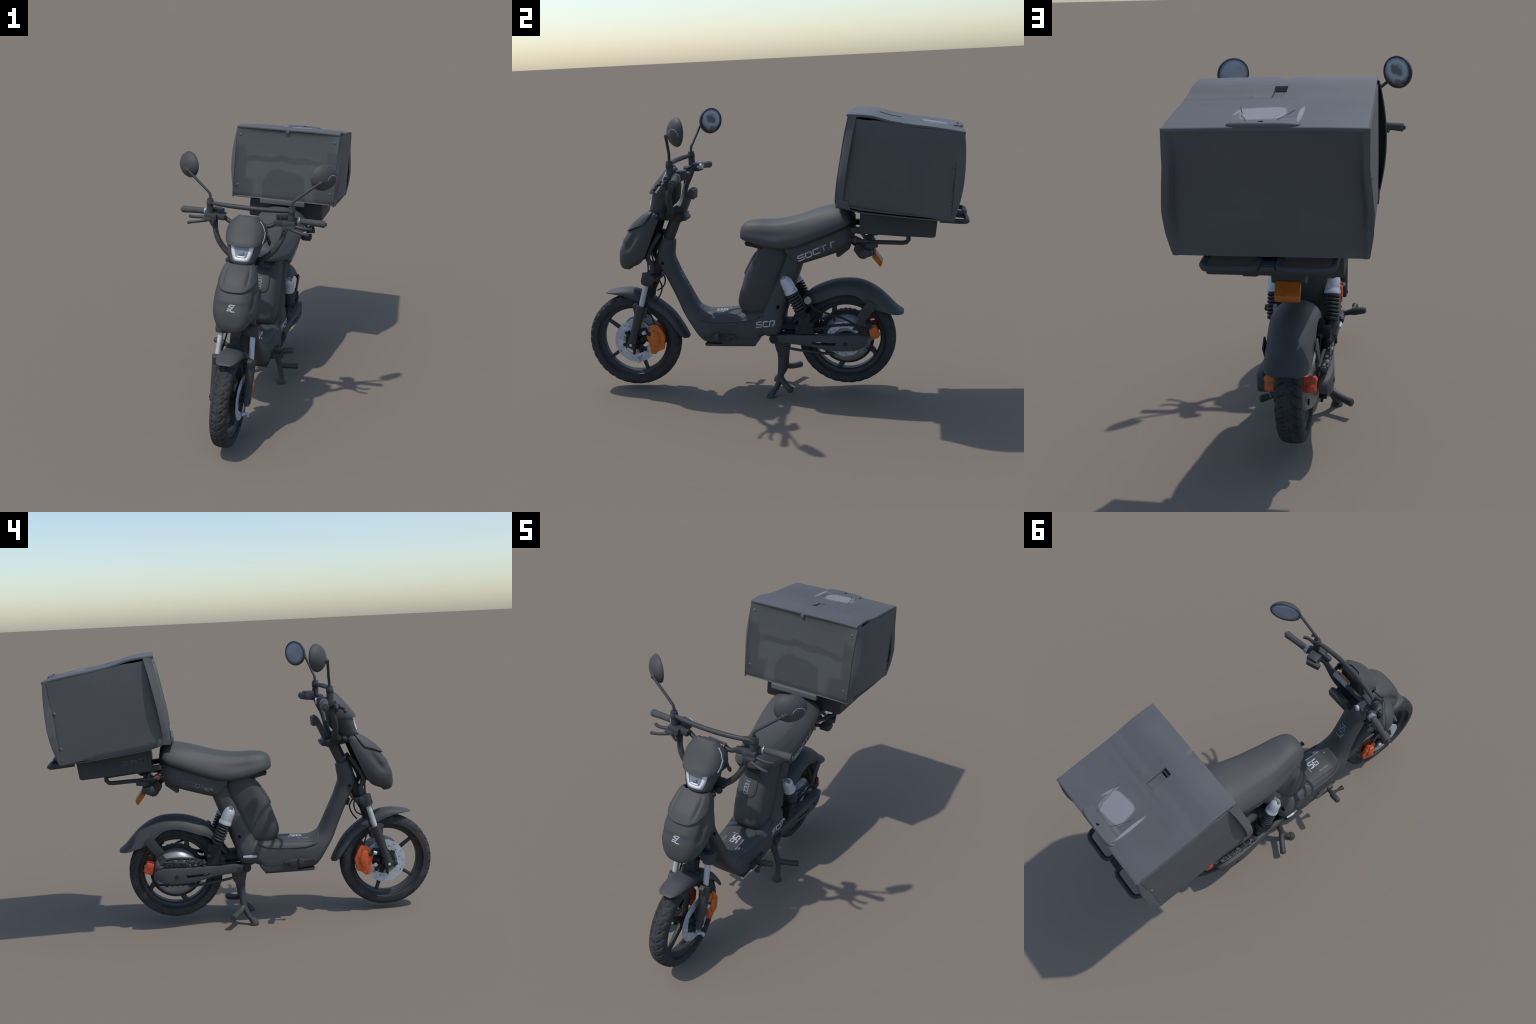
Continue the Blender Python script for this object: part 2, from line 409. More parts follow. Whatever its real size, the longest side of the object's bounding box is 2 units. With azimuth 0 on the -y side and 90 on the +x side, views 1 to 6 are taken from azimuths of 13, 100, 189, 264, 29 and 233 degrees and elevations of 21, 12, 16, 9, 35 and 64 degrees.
# ------------------------------------------------------------------ wheels
def tyre(c, R, hw, name, parent, seed):
    S = Shape(); seg = 540
    prof = []   # (x, r) outer half loop then inner
    rs = R - 0.048
    for i in range(33):
        t = -1 + 2 * i / 32
        a = t * 1.0
        x = hw * math.copysign(min(1, abs(sin(a * pi / 2)) ** 0.95), a)
        r = rs + (R - rs) * max(0, cos(a * pi / 2)) ** 0.46
        prof.append((x, r))
    prof += [(hw * 0.72, rs - 0.006), (-hw * 0.72, rs - 0.006)]
    o = len(S.v); n = len(prof)
    for i in range(seg):
        th = 2 * pi * i / seg; co, si = cos(th), sin(th)
        for j, (x, r) in enumerate(prof):
            d = 0
            ax = abs(x) / hw
            if j < 33 and ax < 0.93 and r > rs + 0.012:
                sgn = 1 if x > 0 else -1
                ph = th * 34 / (2 * pi) + (0.25 if sgn > 0 else 0) + 1.05 * ax ** 0.8 + 0.10 * sin(th * 68 + ax * 6)
                fr = ph - math.floor(ph)
                if abs(fr - 0.5) < 0.15: d -= 0.0062 * (1 - (abs(fr - 0.5) / 0.15) ** 2) ** 0.5 * min(1, (ax + 0.1) * 2)
                fr2 = (ph * 2 + 0.3) % 1.0
                if 0.25 < ax < 0.7 and abs(fr2 - 0.5) < 0.17: d -= 0.0038
                if ax < 0.10: d -= 0.0035 * (1 - ax / 0.10)
                if 0.86 > ax > 0.62: d += 0.0012
            d += 0.0008 * mnoise.noise(Vector((x * 60 + seed, co * 9, si * 9)))
            r2 = r + d
            S.v.append(Vector((x, c[0] + r2 * co, c[1] + r2 * si)))
    for i in range(seg):
        i2 = (i + 1) % seg
        for j in range(n):
            j2 = (j + 1) % n
            S.f.append((o + i * n + j, o + i * n + j2, o + i2 * n + j2, o + i2 * n + j))
    return obj(S, name, RUBBER, parent, angle=50)

def rim_profile(hw, ro, ri):
    h = hw
    return [(-h, ro), (-h, ro - 0.010), (-h * 0.8, ro - 0.014), (-h * 0.72, ri + 0.006), (-h * 0.5, ri), (h * 0.5, ri),
            (h * 0.72, ri + 0.006), (h * 0.8, ro - 0.014), (h, ro - 0.010), (h, ro), (h * 0.8, ro + 0.004), (-h * 0.8, ro + 0.004)]

def spoke(S, c, th, r0, r1, w0, w1, x0, x1, bend=0.0):
    R = []
    for i in range(7):
        t = i / 6; r = r0 + (r1 - r0) * t; a = th + bend * sin(pi * t)
        w = w0 + (w1 - w0) * t; xx = x0 + (x1 - x0) * t
        cx = Vector((0, cos(a), sin(a))); tx = Vector((0, -sin(a), cos(a))); ce = Vector((0, c[0], c[1])) + cx * r
        ring = []
        for q in range(12):
            u = 2 * pi * q / 12; e = 0.6
            ring.append(ce + tx * (w * math.copysign(abs(cos(u)) ** e, cos(u))) + Vector((xx * math.copysign(abs(sin(u)) ** e, sin(u)), 0, 0)))
        R.append(ring)
    S.rings(R)

FW = (-0.7485, 0.2725); RW = (0.390, 0.293)
fw = obj(Shape().lathe(rim_profile(0.031, 0.203, 0.173), FW, 120, closed=True), 'front_wheel', RIMM, root, angle=35)
tyre(FW, 0.2515, 0.0445, 'tyre', fw, 1.0)
S = Shape()
for i in range(5): spoke(S, FW, radians(143.5 + 72 * i), 0.030, 0.178, 0.012, 0.0085, 0.015, 0.011)
obj(S, 'spokes', RIMM, fw, angle=45)
S = Shape().lathe([(-0.052, 0.0), (-0.052, 0.030), (-0.034, 0.034), (-0.030, 0.050), (-0.015, 0.036), (0.015, 0.036), (0.030, 0.050), (0.034, 0.034), (0.052, 0.030), (0.052, 0.0)], (-0.748, 0.270), 40)
S.tube([(-0.112, -0.745, 0.270), (0.112, -0.745, 0.270)], 0.009, 14)
obj(S, 'wheel_hub', SOOT, fw)
S = Shape()
for sx in (-1, 1):
    for i in range(6):
        a = i * pi / 3 + 0.3
        S.tube([(sx * 0.058, -0.735 + 0.030 * cos(a), 0.273 + 0.030 * sin(a)), (sx * 0.058, -0.731 + 0.075 * cos(a), 0.276 + 0.075 * sin(a))], [0.010, 0.007], 8, flat=1.3)
obj(S, 'disc_carrier', SOOT, fw)

def brake_disc(c, x, ro, ri, name, parent, nh=24, wave=0.004, thick=0.004):
    """ring with wavy rim and drilled holes: built as a grid in polar coordinates with the hole cells left out"""
    S = Shape(); seg = 144; rows = 9
    keep = {}
    for side in (-1, 1):
        o = len(S.v)
        for i in range(seg):
            th = 2 * pi * i / seg
            for j in range(rows):
                r = ri + (ro - ri) * j / (rows - 1)
                if j == rows - 1: r += wave * sin(th * nh / 2)
                if j == 0: r += wave * 0.6 * sin(th * nh / 2 + 1)
                S.v.append(Vector((x + side * thick / 2, c[0] + r * cos(th), c[1] + r * sin(th))))
        keep[side] = o
    hole = lambda i, j: (i % 6 in (0, 1)) and j == (2 if (i // 6) % 2 else 5)
    for i in range(seg):
        i2 = (i + 1) % seg
        for j in range(rows - 1):
            if hole(i, j):
                for (a, b) in (((i, j), (i2, j)), ((i2, j), (i2, j + 1)), ((i2, j + 1), (i, j + 1)), ((i, j + 1), (i, j))):
                    n1 = (a, b)
                    S.f.append((keep[-1] + a[0] * rows + a[1], keep[-1] + b[0] * rows + b[1], keep[1] + b[0] * rows + b[1], keep[1] + a[0] * rows + a[1]))
                continue
            for side in (-1, 1):
                o = keep[side]; q = (o + i * rows + j, o + i * rows + j + 1, o + i2 * rows + j + 1, o + i2 * rows + j)
                S.f.append(q if side > 0 else q[::-1])
        for j in (0, rows - 1):
            S.f.append((keep[-1] + i * rows + j, keep[-1] + i2 * rows + j, keep[1] + i2 * rows + j, keep[1] + i * rows + j))
    return obj(S, name, DISCM, parent, angle=35, normals=False)
for sx in (-1, 1):
    brake_disc((-0.731, 0.276), sx * 0.058, 0.115, 0.069, 'brake_disc', fw, wave=0.0010)
# little hook bracket that hangs below the disc
S = Shape().tube([(0.062, -0.728, 0.178), (0.078, -0.722, 0.184), (0.090, -0.717, 0.180), (0.090, -0.714, 0.166)], [0.010, 0.008, 0.009], 10, k=4)
obj(S, 'disc_hook', DISCM, fw)

# front calipers
def caliper_front():
    S = Shape()
    S.prism([(-0.650, 0.352), (-0.628, 0.375), (-0.598, 0.373), (-0.580, 0.345), (-0.562, 0.305), (-0.572, 0.240), (-0.606, 0.226), (-0.622, 0.210), (-0.646, 0.216), (-0.650, 0.262), (-0.664, 0.310)], 0.066, 0.086, 0.006)
    S.prism([(-0.634, 0.340), (-0.604, 0.345), (-0.590, 0.300), (-0.598, 0.262), (-0.628, 0.255), (-0.640, 0.292)], 0.078, 0.095, 0.006)
    S.prism([(-0.640, 0.330), (-0.600, 0.350), (-0.575, 0.300), (-0.585, 0.245), (-0.630, 0.235)], 0.036, 0.075, 0.005)
    for y, z in ((-0.638, 0.228), (-0.612, 0.358), (-0.592, 0.318), (-0.594, 0.268)): S.tube([(0.080, y, z), (0.090, y, z)], 0.009, 12)
    return S
cs = caliper_front()
obj(cs, 'front_brake_caliper', AMBER, root); obj(cs.mirrored(), 'front_brake_caliper', ORANGE, root)
S = Shape()
S.prism([(-0.590, 0.345), (-0.572, 0.305), (-0.580, 0.250), (-0.606, 0.25), (-0.600, 0.34)], 0.050, 0.080, 0.004)
S.tube([(0.076, -0.690, 0.340), (0.080, -0.665, 0.335), (0.080, -0.640, 0.320)], [0.014, 0.012], 10)
S.box((0.078, -0.685, 0.335), (0.02, 0.05, 0.028), 0.005, (0.4, 0, 0))
pair(S, 'caliper_bracket', SOOT, root)
S = Shape().tube([(0.094, -0.680, 0.330), (0.094, -0.662, 0.336)], 0.011, 10)
pair(S, 'bracket_bolt', STEEL, root)
# brake hoses
S = Shape().tube([(0.080, -0.615, 0.372), (0.086, -0.625, 0.420), (0.080, -0.650, 0.470), (0.068, -0.640, 0.530), (0.060, -0.615, 0.580), (0.050, -0.60, 0.64)], 0.0042, 8, k=6)
pair(S, 'brake_hose', SOOT, root)

# rear wheel
rw = obj(Shape().lathe(rim_profile(0.038, 0.205, 0.171), RW, 120, closed=True), 'rear_wheel', RIMM, root, angle=35)
tyre(RW, 0.250, 0.051, 'tyre', rw, 5.0)
S = Shape()
for i in range(5): spoke(S, RW, radians(108 + 72 * i), 0.115, 0.176, 0.016, 0.013, 0.022, 0.020, 0.12)
obj(S, 'spokes', RIMM, rw, angle=45)
S = Shape().lathe([(-0.086, 0.0), (-0.086, 0.060), (-0.080, 0.090), (-0.064, 0.112), (-0.040, 0.124), (0.040, 0.124), (0.058, 0.112), (0.072, 0.090), (0.076, 0.060), (0.076, 0.0)], RW, 90)
obj(S, 'hub_motor', HUBM, rw, angle=30)
S = Shape().lathe([(-0.024, 0.1255), (-0.024, 0.140), (0.024, 0.140), (0.024, 0.1255)], RW, 90, closed=True)
for i in range(36):
    a = radians(10 * i + 3); 
    if 20 < (10 * i) % 360 < 165: S.box((0, RW[0] + 0.141 * cos(a), RW[1] + 0.141 * sin(a)), (0.05, 0.014, 0.005), 0.002, (a + pi / 2, 0, 0))
obj(S, 'hub_flange', SOOT, rw)
brake_disc((0.385, 0.305), 0.094, 0.092, 0.058, 'brake_disc', rw, nh=20, wave=0.002)
S = Shape().tube([(-0.150, RW[0], RW[1]), (0.150, RW[0], RW[1])], 0.010, 14)
S.lathe([(0.074, 0.0), (0.074, 0.050), (0.096, 0.046), (0.098, 0.0)], RW, 30)
obj(S, 'rear_axle', SOOT, rw)
# rear calipers
S = Shape().box((0.072, 0.530, 0.333), (0.050, 0.042, 0.062), 0.008, (0.25, 0, 0)).box((0.076, 0.536, 0.322), (0.036, 0.048, 0.034), 0.008, (0.5, 0, 0))
S.tube([(0.05, 0.532, 0.35), (0.100, 0.528, 0.346)], 0.010, 10)
obj(S, 'rear_brake_caliper', AMBER, root); obj(S.mirrored(), 'rear_brake_caliper', REDOR, root)

# ------------------------------------------------------------------ fenders
def fender(rows, name, parent, nseg=22, solid=0.004, centre=None, e=0.95):
    """rows: y z of the crown, half width, side drop; the section is a soft arch square to the crown line"""
    rr = smooth_tab(rows, 6); S = Shape(); n = len(rr); R = []
    for i, (y, z, w, d) in enumerate(rr):
        a = rr[max(i - 1, 0)]; b = rr[min(i + 1, n - 1)]
        t = Vector((0, b[0] - a[0], b[1] - a[1])).normalized(); nrm = Vector((0, -t.z, t.y))
        if nrm.dot(Vector((0, y - centre[0], z - centre[1]))) < 0: nrm = -nrm
        ring = []
        for j in range(nseg + 1):
            u = -1 + 2 * j / nseg; ang = u * radians(90)
            x = w * math.copysign(abs(sin(ang)) ** e, ang); h = d * (1 - max(0, cos(ang)) ** e)
            ring.append(Vector((x, y, z)) - nrm * h)
        R.append(ring)
    S.rings(R, cap=False, closed=False)
    return obj(S, name, PLASTIC, parent, angle=60, normals=True, solid=solid)
fender([(-0.888, 0.536, 0.030, 0.005), (-0.874, 0.543, 0.044, 0.010), (-0.835, 0.551, 0.056, 0.020), (-0.780, 0.557, 0.060, 0.034), (-0.728, 0.553, 0.061, 0.044),
        (-0.680, 0.534, 0.060, 0.046), (-0.636, 0.511, 0.059, 0.043), (-0.575, 0.469, 0.058, 0.038), (-0.522, 0.418, 0.057, 0.036), (-0.483, 0.358, 0.055, 0.034),
        (-0.460, 0.315, 0.050, 0.028), (-0.449, 0.290, 0.038, 0.016), (-0.452, 0.281, 0.020, 0.006)], 'front_fender', root, centre=FW, e=0.80)
fender([(0.085, 0.330, 0.050, 0.014), (0.100, 0.375, 0.056, 0.020), (0.130, 0.425, 0.062, 0.030), (0.160, 0.486, 0.074, 0.045), (0.195, 0.530, 0.082, 0.058), (0.240, 0.560, 0.088, 0.068), (0.320, 0.589, 0.091, 0.066),
        (0.393, 0.598, 0.091, 0.064), (0.456, 0.594, 0.091, 0.068), (0.511, 0.575, 0.091, 0.078), (0.565, 0.541, 0.091, 0.084), (0.608, 0.500, 0.090, 0.072),
        (0.645, 0.458, 0.086, 0.040), (0.668, 0.437, 0.074, 0.018), (0.682, 0.426, 0.050, 0.005)], 'rear_fender', root, centre=RW)
S = Shape().prism([(0.508, 0.508), (0.552, 0.476), (0.488, 0.398), (0.446, 0.420)], 0.094, 0.102, 0.002)
S.prism([(0.470, 0.425), (0.500, 0.41), (0.47, 0.345), (0.42, 0.35)], 0.088, 0.097, 0.002)
pair(S, 'fender_stay', FRAME, root)
S = Shape().tube([(0.098, 0.205, 0.510), (0.112, 0.205, 0.510)], 0.018, 18)
obj(S, 'fender_button', HUBM, root)

# ------------------------------------------------------------------ fork
def fork():
    a = Vector((0.090, -0.745, 0.268)); b = Vector((0.091, -0.676, 0.480))
    S = Shape().tube([a + (b - a) * -0.03, a, a + (b - a) * 0.25, a + (b - a) * 0.75, b], [0.012, 0.019, 0.021, 0.025, 0.028], 18)
    S.tube([(0.091, -0.690, 0.440), (0.091, -0.694, 0.455), (0.091, -0.690, 0.490)], [0.012, 0.018, 0.010], 12)
    S.box((0.093, -0.745, 0.272), (0.026, 0.044, 0.050), 0.008, (-0.3, 0, 0))
    S.prism([(-0.722, 0.485), (-0.700, 0.495), (-0.690, 0.43), (-0.712, 0.425)], 0.078, 0.104, 0.004)
    S.prism([(-0.655, 0.475), (-0.640, 0.47), (-0.660, 0.41), (-0.672, 0.42)], 0.070, 0.098, 0.004)
    return S
pair(fork(), 'fork_leg', FRAME, root)
pair(Shape().tube([(0.091, -0.678, 0.470), (0.085, -0.640, 0.600)], 0.0145, 20), 'fork_tube', STEEL, root)
pair(Shape().tube([(0.107, -0.745, 0.270), (0.113, -0.745, 0.270)], 0.008, 12), 'axle_nut', STEEL, root)
S = Shape().tube([(0.086, -0.642, 0.594), (0.086, -0.636, 0.610), (0.084, -0.628, 0.650)], [0.027, 0.030, 0.030], 20)
S.prism([(-0.665, 0.612), (-0.655, 0.646), (-0.600, 0.644), (-0.585, 0.628), (-0.615, 0.590)], 0.050, 0.112, 0.008)
S.both(); S.box((0, -0.615, 0.628), (0.16, 0.075, 0.030), 0.008, (-0.3, 0, 0)).box((0, -0.655, 0.605), (0.05, 0.04, 0.05), 0.006)
S.tube([(0, -0.625, 0.600), (0, -0.48, 0.925)], 0.030, 20)
obj(S, 'fork_crown', FRAME, root)
S = Shape().tube([(0, -0.668, 0.500), (0, -0.640, 0.590)], 0.034, 16).box((0, -0.665, 0.515), (0.10, 0.03, 0.05), 0.006, (-0.3, 0, 0))
obj(S, 'fork_brace', SOOT, root)
# thick wiring hoses behind the shield
S = Shape().tube([(0.045, -0.560, 0.855), (0.062, -0.585, 0.815), (0.068, -0.615, 0.765), (0.062, -0.628, 0.725), (0.060, -0.610, 0.690), (0.066, -0.610, 0.650)], 0.0125, 12, k=6)
S.tube([(0.040, -0.645, 0.760), (0.046, -0.636, 0.700), (0.050, -0.636, 0.655)], 0.0045, 8, k=5)
pair(S, 'wiring_hose', FRAME, root)
S = Shape().tube([(-0.03, -0.600, 0.640), (-0.04, -0.575, 0.600), (-0.04, -0.585, 0.555), (-0.03, -0.62, 0.53)], 0.004, 8, k=6)
S.tube([(0.03, -0.60, 0.63), (0.045, -0.570, 0.575), (0.05, -0.580, 0.53), (0.06, -0.61, 0.49)], 0.004, 8, k=6)
S.tube([(-0.02, -0.555, 0.625), (-0.02, -0.54, 0.59)], [0.006, 0.010], 8)
obj(S, 'cable', SOOT, root, stuff=True)

# ------------------------------------------------------------------ neck and body shell
S = Shape().tube([(0, -0.535, 0.790), (0, -0.480, 0.935)], 0.0275, 28)
obj(S, 'neck_tube', NECKM, root)

body = loft([
    # front y,z   back y,z   half width (back)  exponent  taper (negative: wider towards the front/underside)
    (-0.550, 0.838, -0.490, 0.812, 0.032, 2.4, -0.10),
    (-0.560, 0.830, -0.489, 0.804, 0.042, 2.4, -0.12),
    (-0.578, 0.788, -0.494, 0.768, 0.050, 2.4, -0.22),
    (-0.586, 0.738, -0.498, 0.728, 0.053, 2.4, -0.32),
    (-0.580, 0.690, -0.483, 0.682, 0.054, 2.5, -0.38),
    (-0.555, 0.641, -0.465, 0.636, 0.054, 2.5, -0.42),
    (-0.522, 0.570, -0.434, 0.573, 0.054, 2.6, -0.45),
    (-0.490, 0.498, -0.402, 0.505, 0.058, 2.6, -0.45),
    (-0.460, 0.430, -0.378, 0.460, 0.068, 2.7, -0.42),
    (-0.416, 0.358, -0.345, 0.437, 0.082, 2.9, -0.38),
    (-0.373, 0.298, -0.316, 0.430, 0.094, 3.2, -0.27),
    (-0.336, 0.276, -0.275, 0.430, 0.102, 3.6, -0.18),
    (-0.250, 0.270, -0.220, 0.433, 0.107, 4.0, -0.14),
    (-0.150, 0.270, -0.150, 0.438, 0.112, 4.0, -0.10),
    (-0.074, 0.273, -0.090, 0.444, 0.116, 3.8, -0.06),
    (-0.050, 0.303, -0.040, 0.452, 0.121, 3.4, 0.0),
    ( 0.010, 0.325,  0.010, 0.455, 0.124, 3.4, 0.0),
    ( 0.046, 0.336,  0.050, 0.450, 0.122, 3.2, 0.0),
    ( 0.064, 0.350,  0.072, 0.440, 0.108, 2.8, 0.0)], seg=64, k=6)
body_o = obj(body, 'leg_shield_and_footboard', PLASTIC, root, angle=60)
body_bvh = bvh_of(body_o)
# collar seam at the knee and panel seam on the sides
S = Shape().prism([(-0.345, 0.2765), (-0.072, 0.2765), (-0.078, 0.2645), (-0.338, 0.2645)], -0.104, 0.104, 0.003)
S.prism([(-0.250, 0.273), (-0.074, 0.2735), (-0.048, 0.308), (-0.070, 0.345), (-0.250, 0.34)], -0.117, 0.117, 0.008, 3)
obj(S, 'belly_plate', PLASTIC, root)

cover = loft([
    ( 0.000, 0.300,  0.030, 0.300, 0.060, 3.0),
    (-0.040, 0.325,  0.050, 0.325, 0.108, 3.4),
    (-0.050, 0.350,  0.062, 0.345, 0.126, 3.6),
    (-0.050, 0.385,  0.068, 0.385, 0.131, 3.6),
    (-0.046, 0.420,  0.080, 0.420, 0.127, 3.4),
    (-0.035, 0.460,  0.095, 0.460, 0.117, 3.2),
    (-0.010, 0.510,  0.110, 0.510, 0.109, 3.2),
    ( 0.034, 0.600,  0.146, 0.600, 0.102, 3.2),
    ( 0.074, 0.690,  0.180, 0.690, 0.100, 3.2),
    ( 0.100, 0.760,  0.205, 0.760, 0.098, 3.2),
    ( 0.110, 0.800,  0.215, 0.800, 0.095, 3.2)], seg=64, k=6)
cover_o = obj(cover, 'rear_side_cover', PLASTIC, root, angle=60)
cover_bvh = bvh_of(cover_o)

batt = loft([
    (-0.115, 0.424, 0.02, 0.424, 0.058, 3.0),
    (-0.140, 0.432, 0.03, 0.430, 0.076, 3.0),
    (-0.160, 0.456, 0.04, 0.450, 0.085, 3.2),
    (-0.169, 0.486, 0.05, 0.486, 0.090, 3.2),
    (-0.160, 0.530, 0.06, 0.530, 0.092, 3.2),
    (-0.146, 0.570, 0.07, 0.570, 0.092, 3.2),
    (-0.122, 0.640, 0.09, 0.640, 0.091, 3.2),
    (-0.092, 0.696, 0.11, 0.696, 0.088, 3.2),
    (-0.062, 0.745, 0.12, 0.745, 0.084, 3.0),
    (-0.050, 0.785, 0.12, 0.785, 0.076, 3.0)], seg=64, k=6)
batt_o = obj(batt, 'battery_pack', PLASTIC, root, angle=60)
batt_bvh = bvh_of(batt_o)
# raised tongue on the battery front (carrying handle cover)
def drape(name, mat, bvh, origin, U, V, ray, nu, nv, inside, lift, parent, thick=0.003, hu=1.0, hv=1.0, bulge=0.0, angle=60):
    """lay a grid patch on a surface: inside(a,b) -> True for -1..1 coordinates; the outline is fitted row by row"""
    S = Shape(); O = Vector(origin); U = Vector(U).normalized(); V = Vector(V).normalized(); D = Vector(ray).normalized()
    vs = []
    for j in range(nv + 1):
        b = -1 + 2 * j / nv; lim = inside(b)
        for i in range(nu + 1):
            a = lim * (-1 + 2 * i / nu)
            p = O + U * (a * hu) + V * (b * hv); h = bvh.ray_cast(p - D * 0.2, D)
            q = (h[0] if h[0] else p)
            e = 1 - max(abs(a / max(lim, 1e-6)), abs(b)) ** 6
            vs.append(q - D * (lift * (0.15 + 0.85 * max(0, e)) + bulge * max(0, (1 - a * a)) * max(0, 1 - b * b)))
    fs = []
    for j in range(nv):
        for i in range(nu):
            k = j * (nu + 1) + i; fs.append((k, k + 1, k + nu + 2, k + nu + 1))
    S.add(vs, fs)
    o = obj(S, name, mat, parent, angle=angle, normals=False)
    bm = bmesh.new(); bm.from_mesh(o.data)
    for f in bm.faces:
        if f.normal.dot(D) > 0: f.normal_flip()
    bm.to_mesh(o.data); bm.free()
    md = o.modifiers.new('t', 'SOLIDIFY'); md.thickness = thick; md.offset = -1
    dg = bpy.context.evaluated_depsgraph_get(); dg.update()
    me2 = bpy.data.meshes.new_from_object(o.evaluated_get(dg)); o.modifiers.clear(); o.data = me2
    return o
tongue = lambda b: 0.0001 + (1.0 if b > -0.45 else sqrt(max(0.0, 1 - ((-0.45 - b) / 0.55) ** 2))) * (1 if b < 0.85 else 0.92)
ton = drape('battery_handle_cover', PLASTIC, batt_bvh, (0, -0.11, 0.692), (1, 0, 0), (0, 0.45, 0.89), (0, 0.89, -0.45), 24, 30, tongue, 0.008, root, 0.007, 0.046, 0.072)
ton_bvh = bvh_of(ton)
matf = lambda b: (1.0 if abs(b) < 0.7 else sqrt(max(0.0, 1 - ((abs(b) - 0.7) / 0.3) ** 2)) * 0.25 + 0.75)
mat_o = drape('floor_mat', PLASTIC, body_bvh, (0, -0.262, 0.45), (1, 0, 0), (0, 1, 0), (0, 0, -1), 30, 40, matf, 0.0035, root, 0.003, 0.082, 0.115)
mat_bvh = bvh_of(mat_o)

# side lip that runs along the footboard edge
S = Shape().tube([(0.078, -0.392, 0.425), (0.094, -0.345, 0.406), (0.104, -0.280, 0.396), (0.109, -0.165, 0.400), (0.113, -0.085, 0.413), (0.115, -0.040, 0.436)], [0.003, 0.006, 0.006, 0.006, 0.005, 0.002], 8, k=6)
pair(S, 'footboard_lip', PLASTIC, root)
# pale scuff on the heel of the side cover
S = Shape().tube([(-0.136, -0.030, 0.371), (-0.141, 0.005, 0.373), (-0.139, 0.040, 0.374)], [0.005, 0.007, 0.005], 8, k=4, flat=1.2)
obj(S, 'scuffed_edge', STEEL, root)
S = Shape().tube([(0.11, 0.053, 0.480), (0.133, 0.053, 0.480)], 0.007, 12)
pair(S, 'cover_screw', NIGHT, root)
S = Shape().tube([(0.055, -0.550, 0.702), (0.0735, -0.550, 0.702)], 0.0075, 12)
pair(S, 'cover_screw', NIGHT, root)

# foot pegs
S = Shape().box((0.120, -0.250, 0.318), (0.030, 0.095, 0.034), 0.007).box((0.130, -0.195, 0.326), (0.016, 0.040, 0.016), 0.004)
S.tube([(0.125, -0.262, 0.326), (0.160, -0.262, 0.335), (0.176, -0.256, 0.340), (0.224, -0.252, 0.350), (0.231, -0.251, 0.351)], [0.010, 0.013, 0.017, 0.016, 0.012], 14)
S.tube([(0.168, -0.268, 0.337), (0.174, -0.298, 0.341), (0.177, -0.318, 0.343), (0.178, -0.328, 0.343)], [0.008, 0.0075, 0.012, 0.015], 12)
pair(S, 'foot_peg', FRAME, root)

# ------------------------------------------------------------------ seat and tail
def seat():
    rows = [(-0.1405, 0.848, 0.838, 0.018), (-0.137, 0.872, 0.824, 0.048), (-0.124, 0.892, 0.814, 0.070), (-0.095, 0.906, 0.803, 0.090), (-0.04, 0.913, 0.786, 0.108), (0.01, 0.913, 0.774, 0.118),
            (0.06, 0.916, 0.768, 0.129), (0.11, 0.923, 0.769, 0.135), (0.16, 0.934, 0.778, 0.139), (0.21, 0.948, 0.797, 0.144), (0.27, 0.966, 0.820, 0.149),
            (0.33, 0.980, 0.845, 0.151), (0.38, 0.986, 0.866, 0.148), (0.415, 0.978, 0.885, 0.140), (0.434, 0.958, 0.902, 0.122), (0.440, 0.935, 0.915, 0.09)]
    rr = smooth_tab(rows, 5); S = Shape(); R = []
    for y, zt, zb, w in rr:
        ring = []; h = zt - zb
        for j in range(72):
            t = 2 * pi * j / 72; c, s_ = cos(t), sin(t)
            # upper half rounded shoulder, lower half tucked
            e = 0.92 if s_ > 0 else 0.45
            x = w * math.copysign(abs(c) ** 0.80, c); zz = math.copysign(abs(s_) ** e, s_)
            zc = zb + h * 0.30
            z = zc + (h * 0.70 if s_ > 0 else h * 0.30) * zz
            k = max(0, zz)
            x *= 1 - 0.17 * k
            # soft waist crease along the flank, deepest near the nose
            cre = math.exp(-((z - (zb + h * 0.52)) / (h * 0.12)) ** 2) * 0.005 * math.exp(-((y - 0.03) / 0.10) ** 2)
            x -= math.copysign(cre, c)
            # piping ridge along each shoulder and a shallow dish between the ridges
            rid = math.exp(-((abs(x) / max(w, 0.02) - 0.62) / 0.07) ** 2) * max(0, zz) * min(1, max(0, (y + 0.12) / 0.08)) * min(1, max(0, (0.40 - y) / 0.2))
            z += 0.0035 * rid
            if zz > 0.5: z -= 0.003 * math.exp(-(x / (0.45 * w)) ** 4) * math.exp(-((y - 0.08) / 0.12) ** 2) * (1 if abs(x) > 0.003 else 1)
            ring.append((x, y, z))
        R.append(ring)
    return S.rings(R)
seat_o = obj(seat(), 'seat', SEATM, root, angle=75)
S = Shape().tube([(-0.06, -0.098, 0.797), (0.06, -0.098, 0.797)], 0.013, 14)
S.prism([(-0.115, 0.803), (-0.095, 0.786), (-0.04, 0.772), (0.0, 0.765), (0.0, 0.80)], -0.07, 0.07, 0.004)
obj(S, 'seat_hinge', SOOT, root)
tail = loft([
    (0.098, 0.748, 0.098, 0.800, 0.102, 3.4),
    (0.120, 0.722, 0.120, 0.800, 0.112, 3.6),
    (0.150, 0.687, 0.150, 0.810, 0.114, 3.6),
    (0.200, 0.697, 0.200, 0.825, 0.121, 3.8),
    (0.270, 0.718, 0.270, 0.850, 0.124, 3.8),
    (0.350, 0.744, 0.350, 0.880, 0.125, 3.8),
    (0.400, 0.766, 0.400, 0.900, 0.121, 3.6),
    (0.430, 0.788, 0.430, 0.910, 0.106, 3.2),
    (0.440, 0.815, 0.440, 0.900, 0.100, 3.0)], seg=64, k=5)
tail_o = obj(tail, 'tail_cowl', PLASTIC, root, angle=60)
tail_bvh = bvh_of(tail_o)
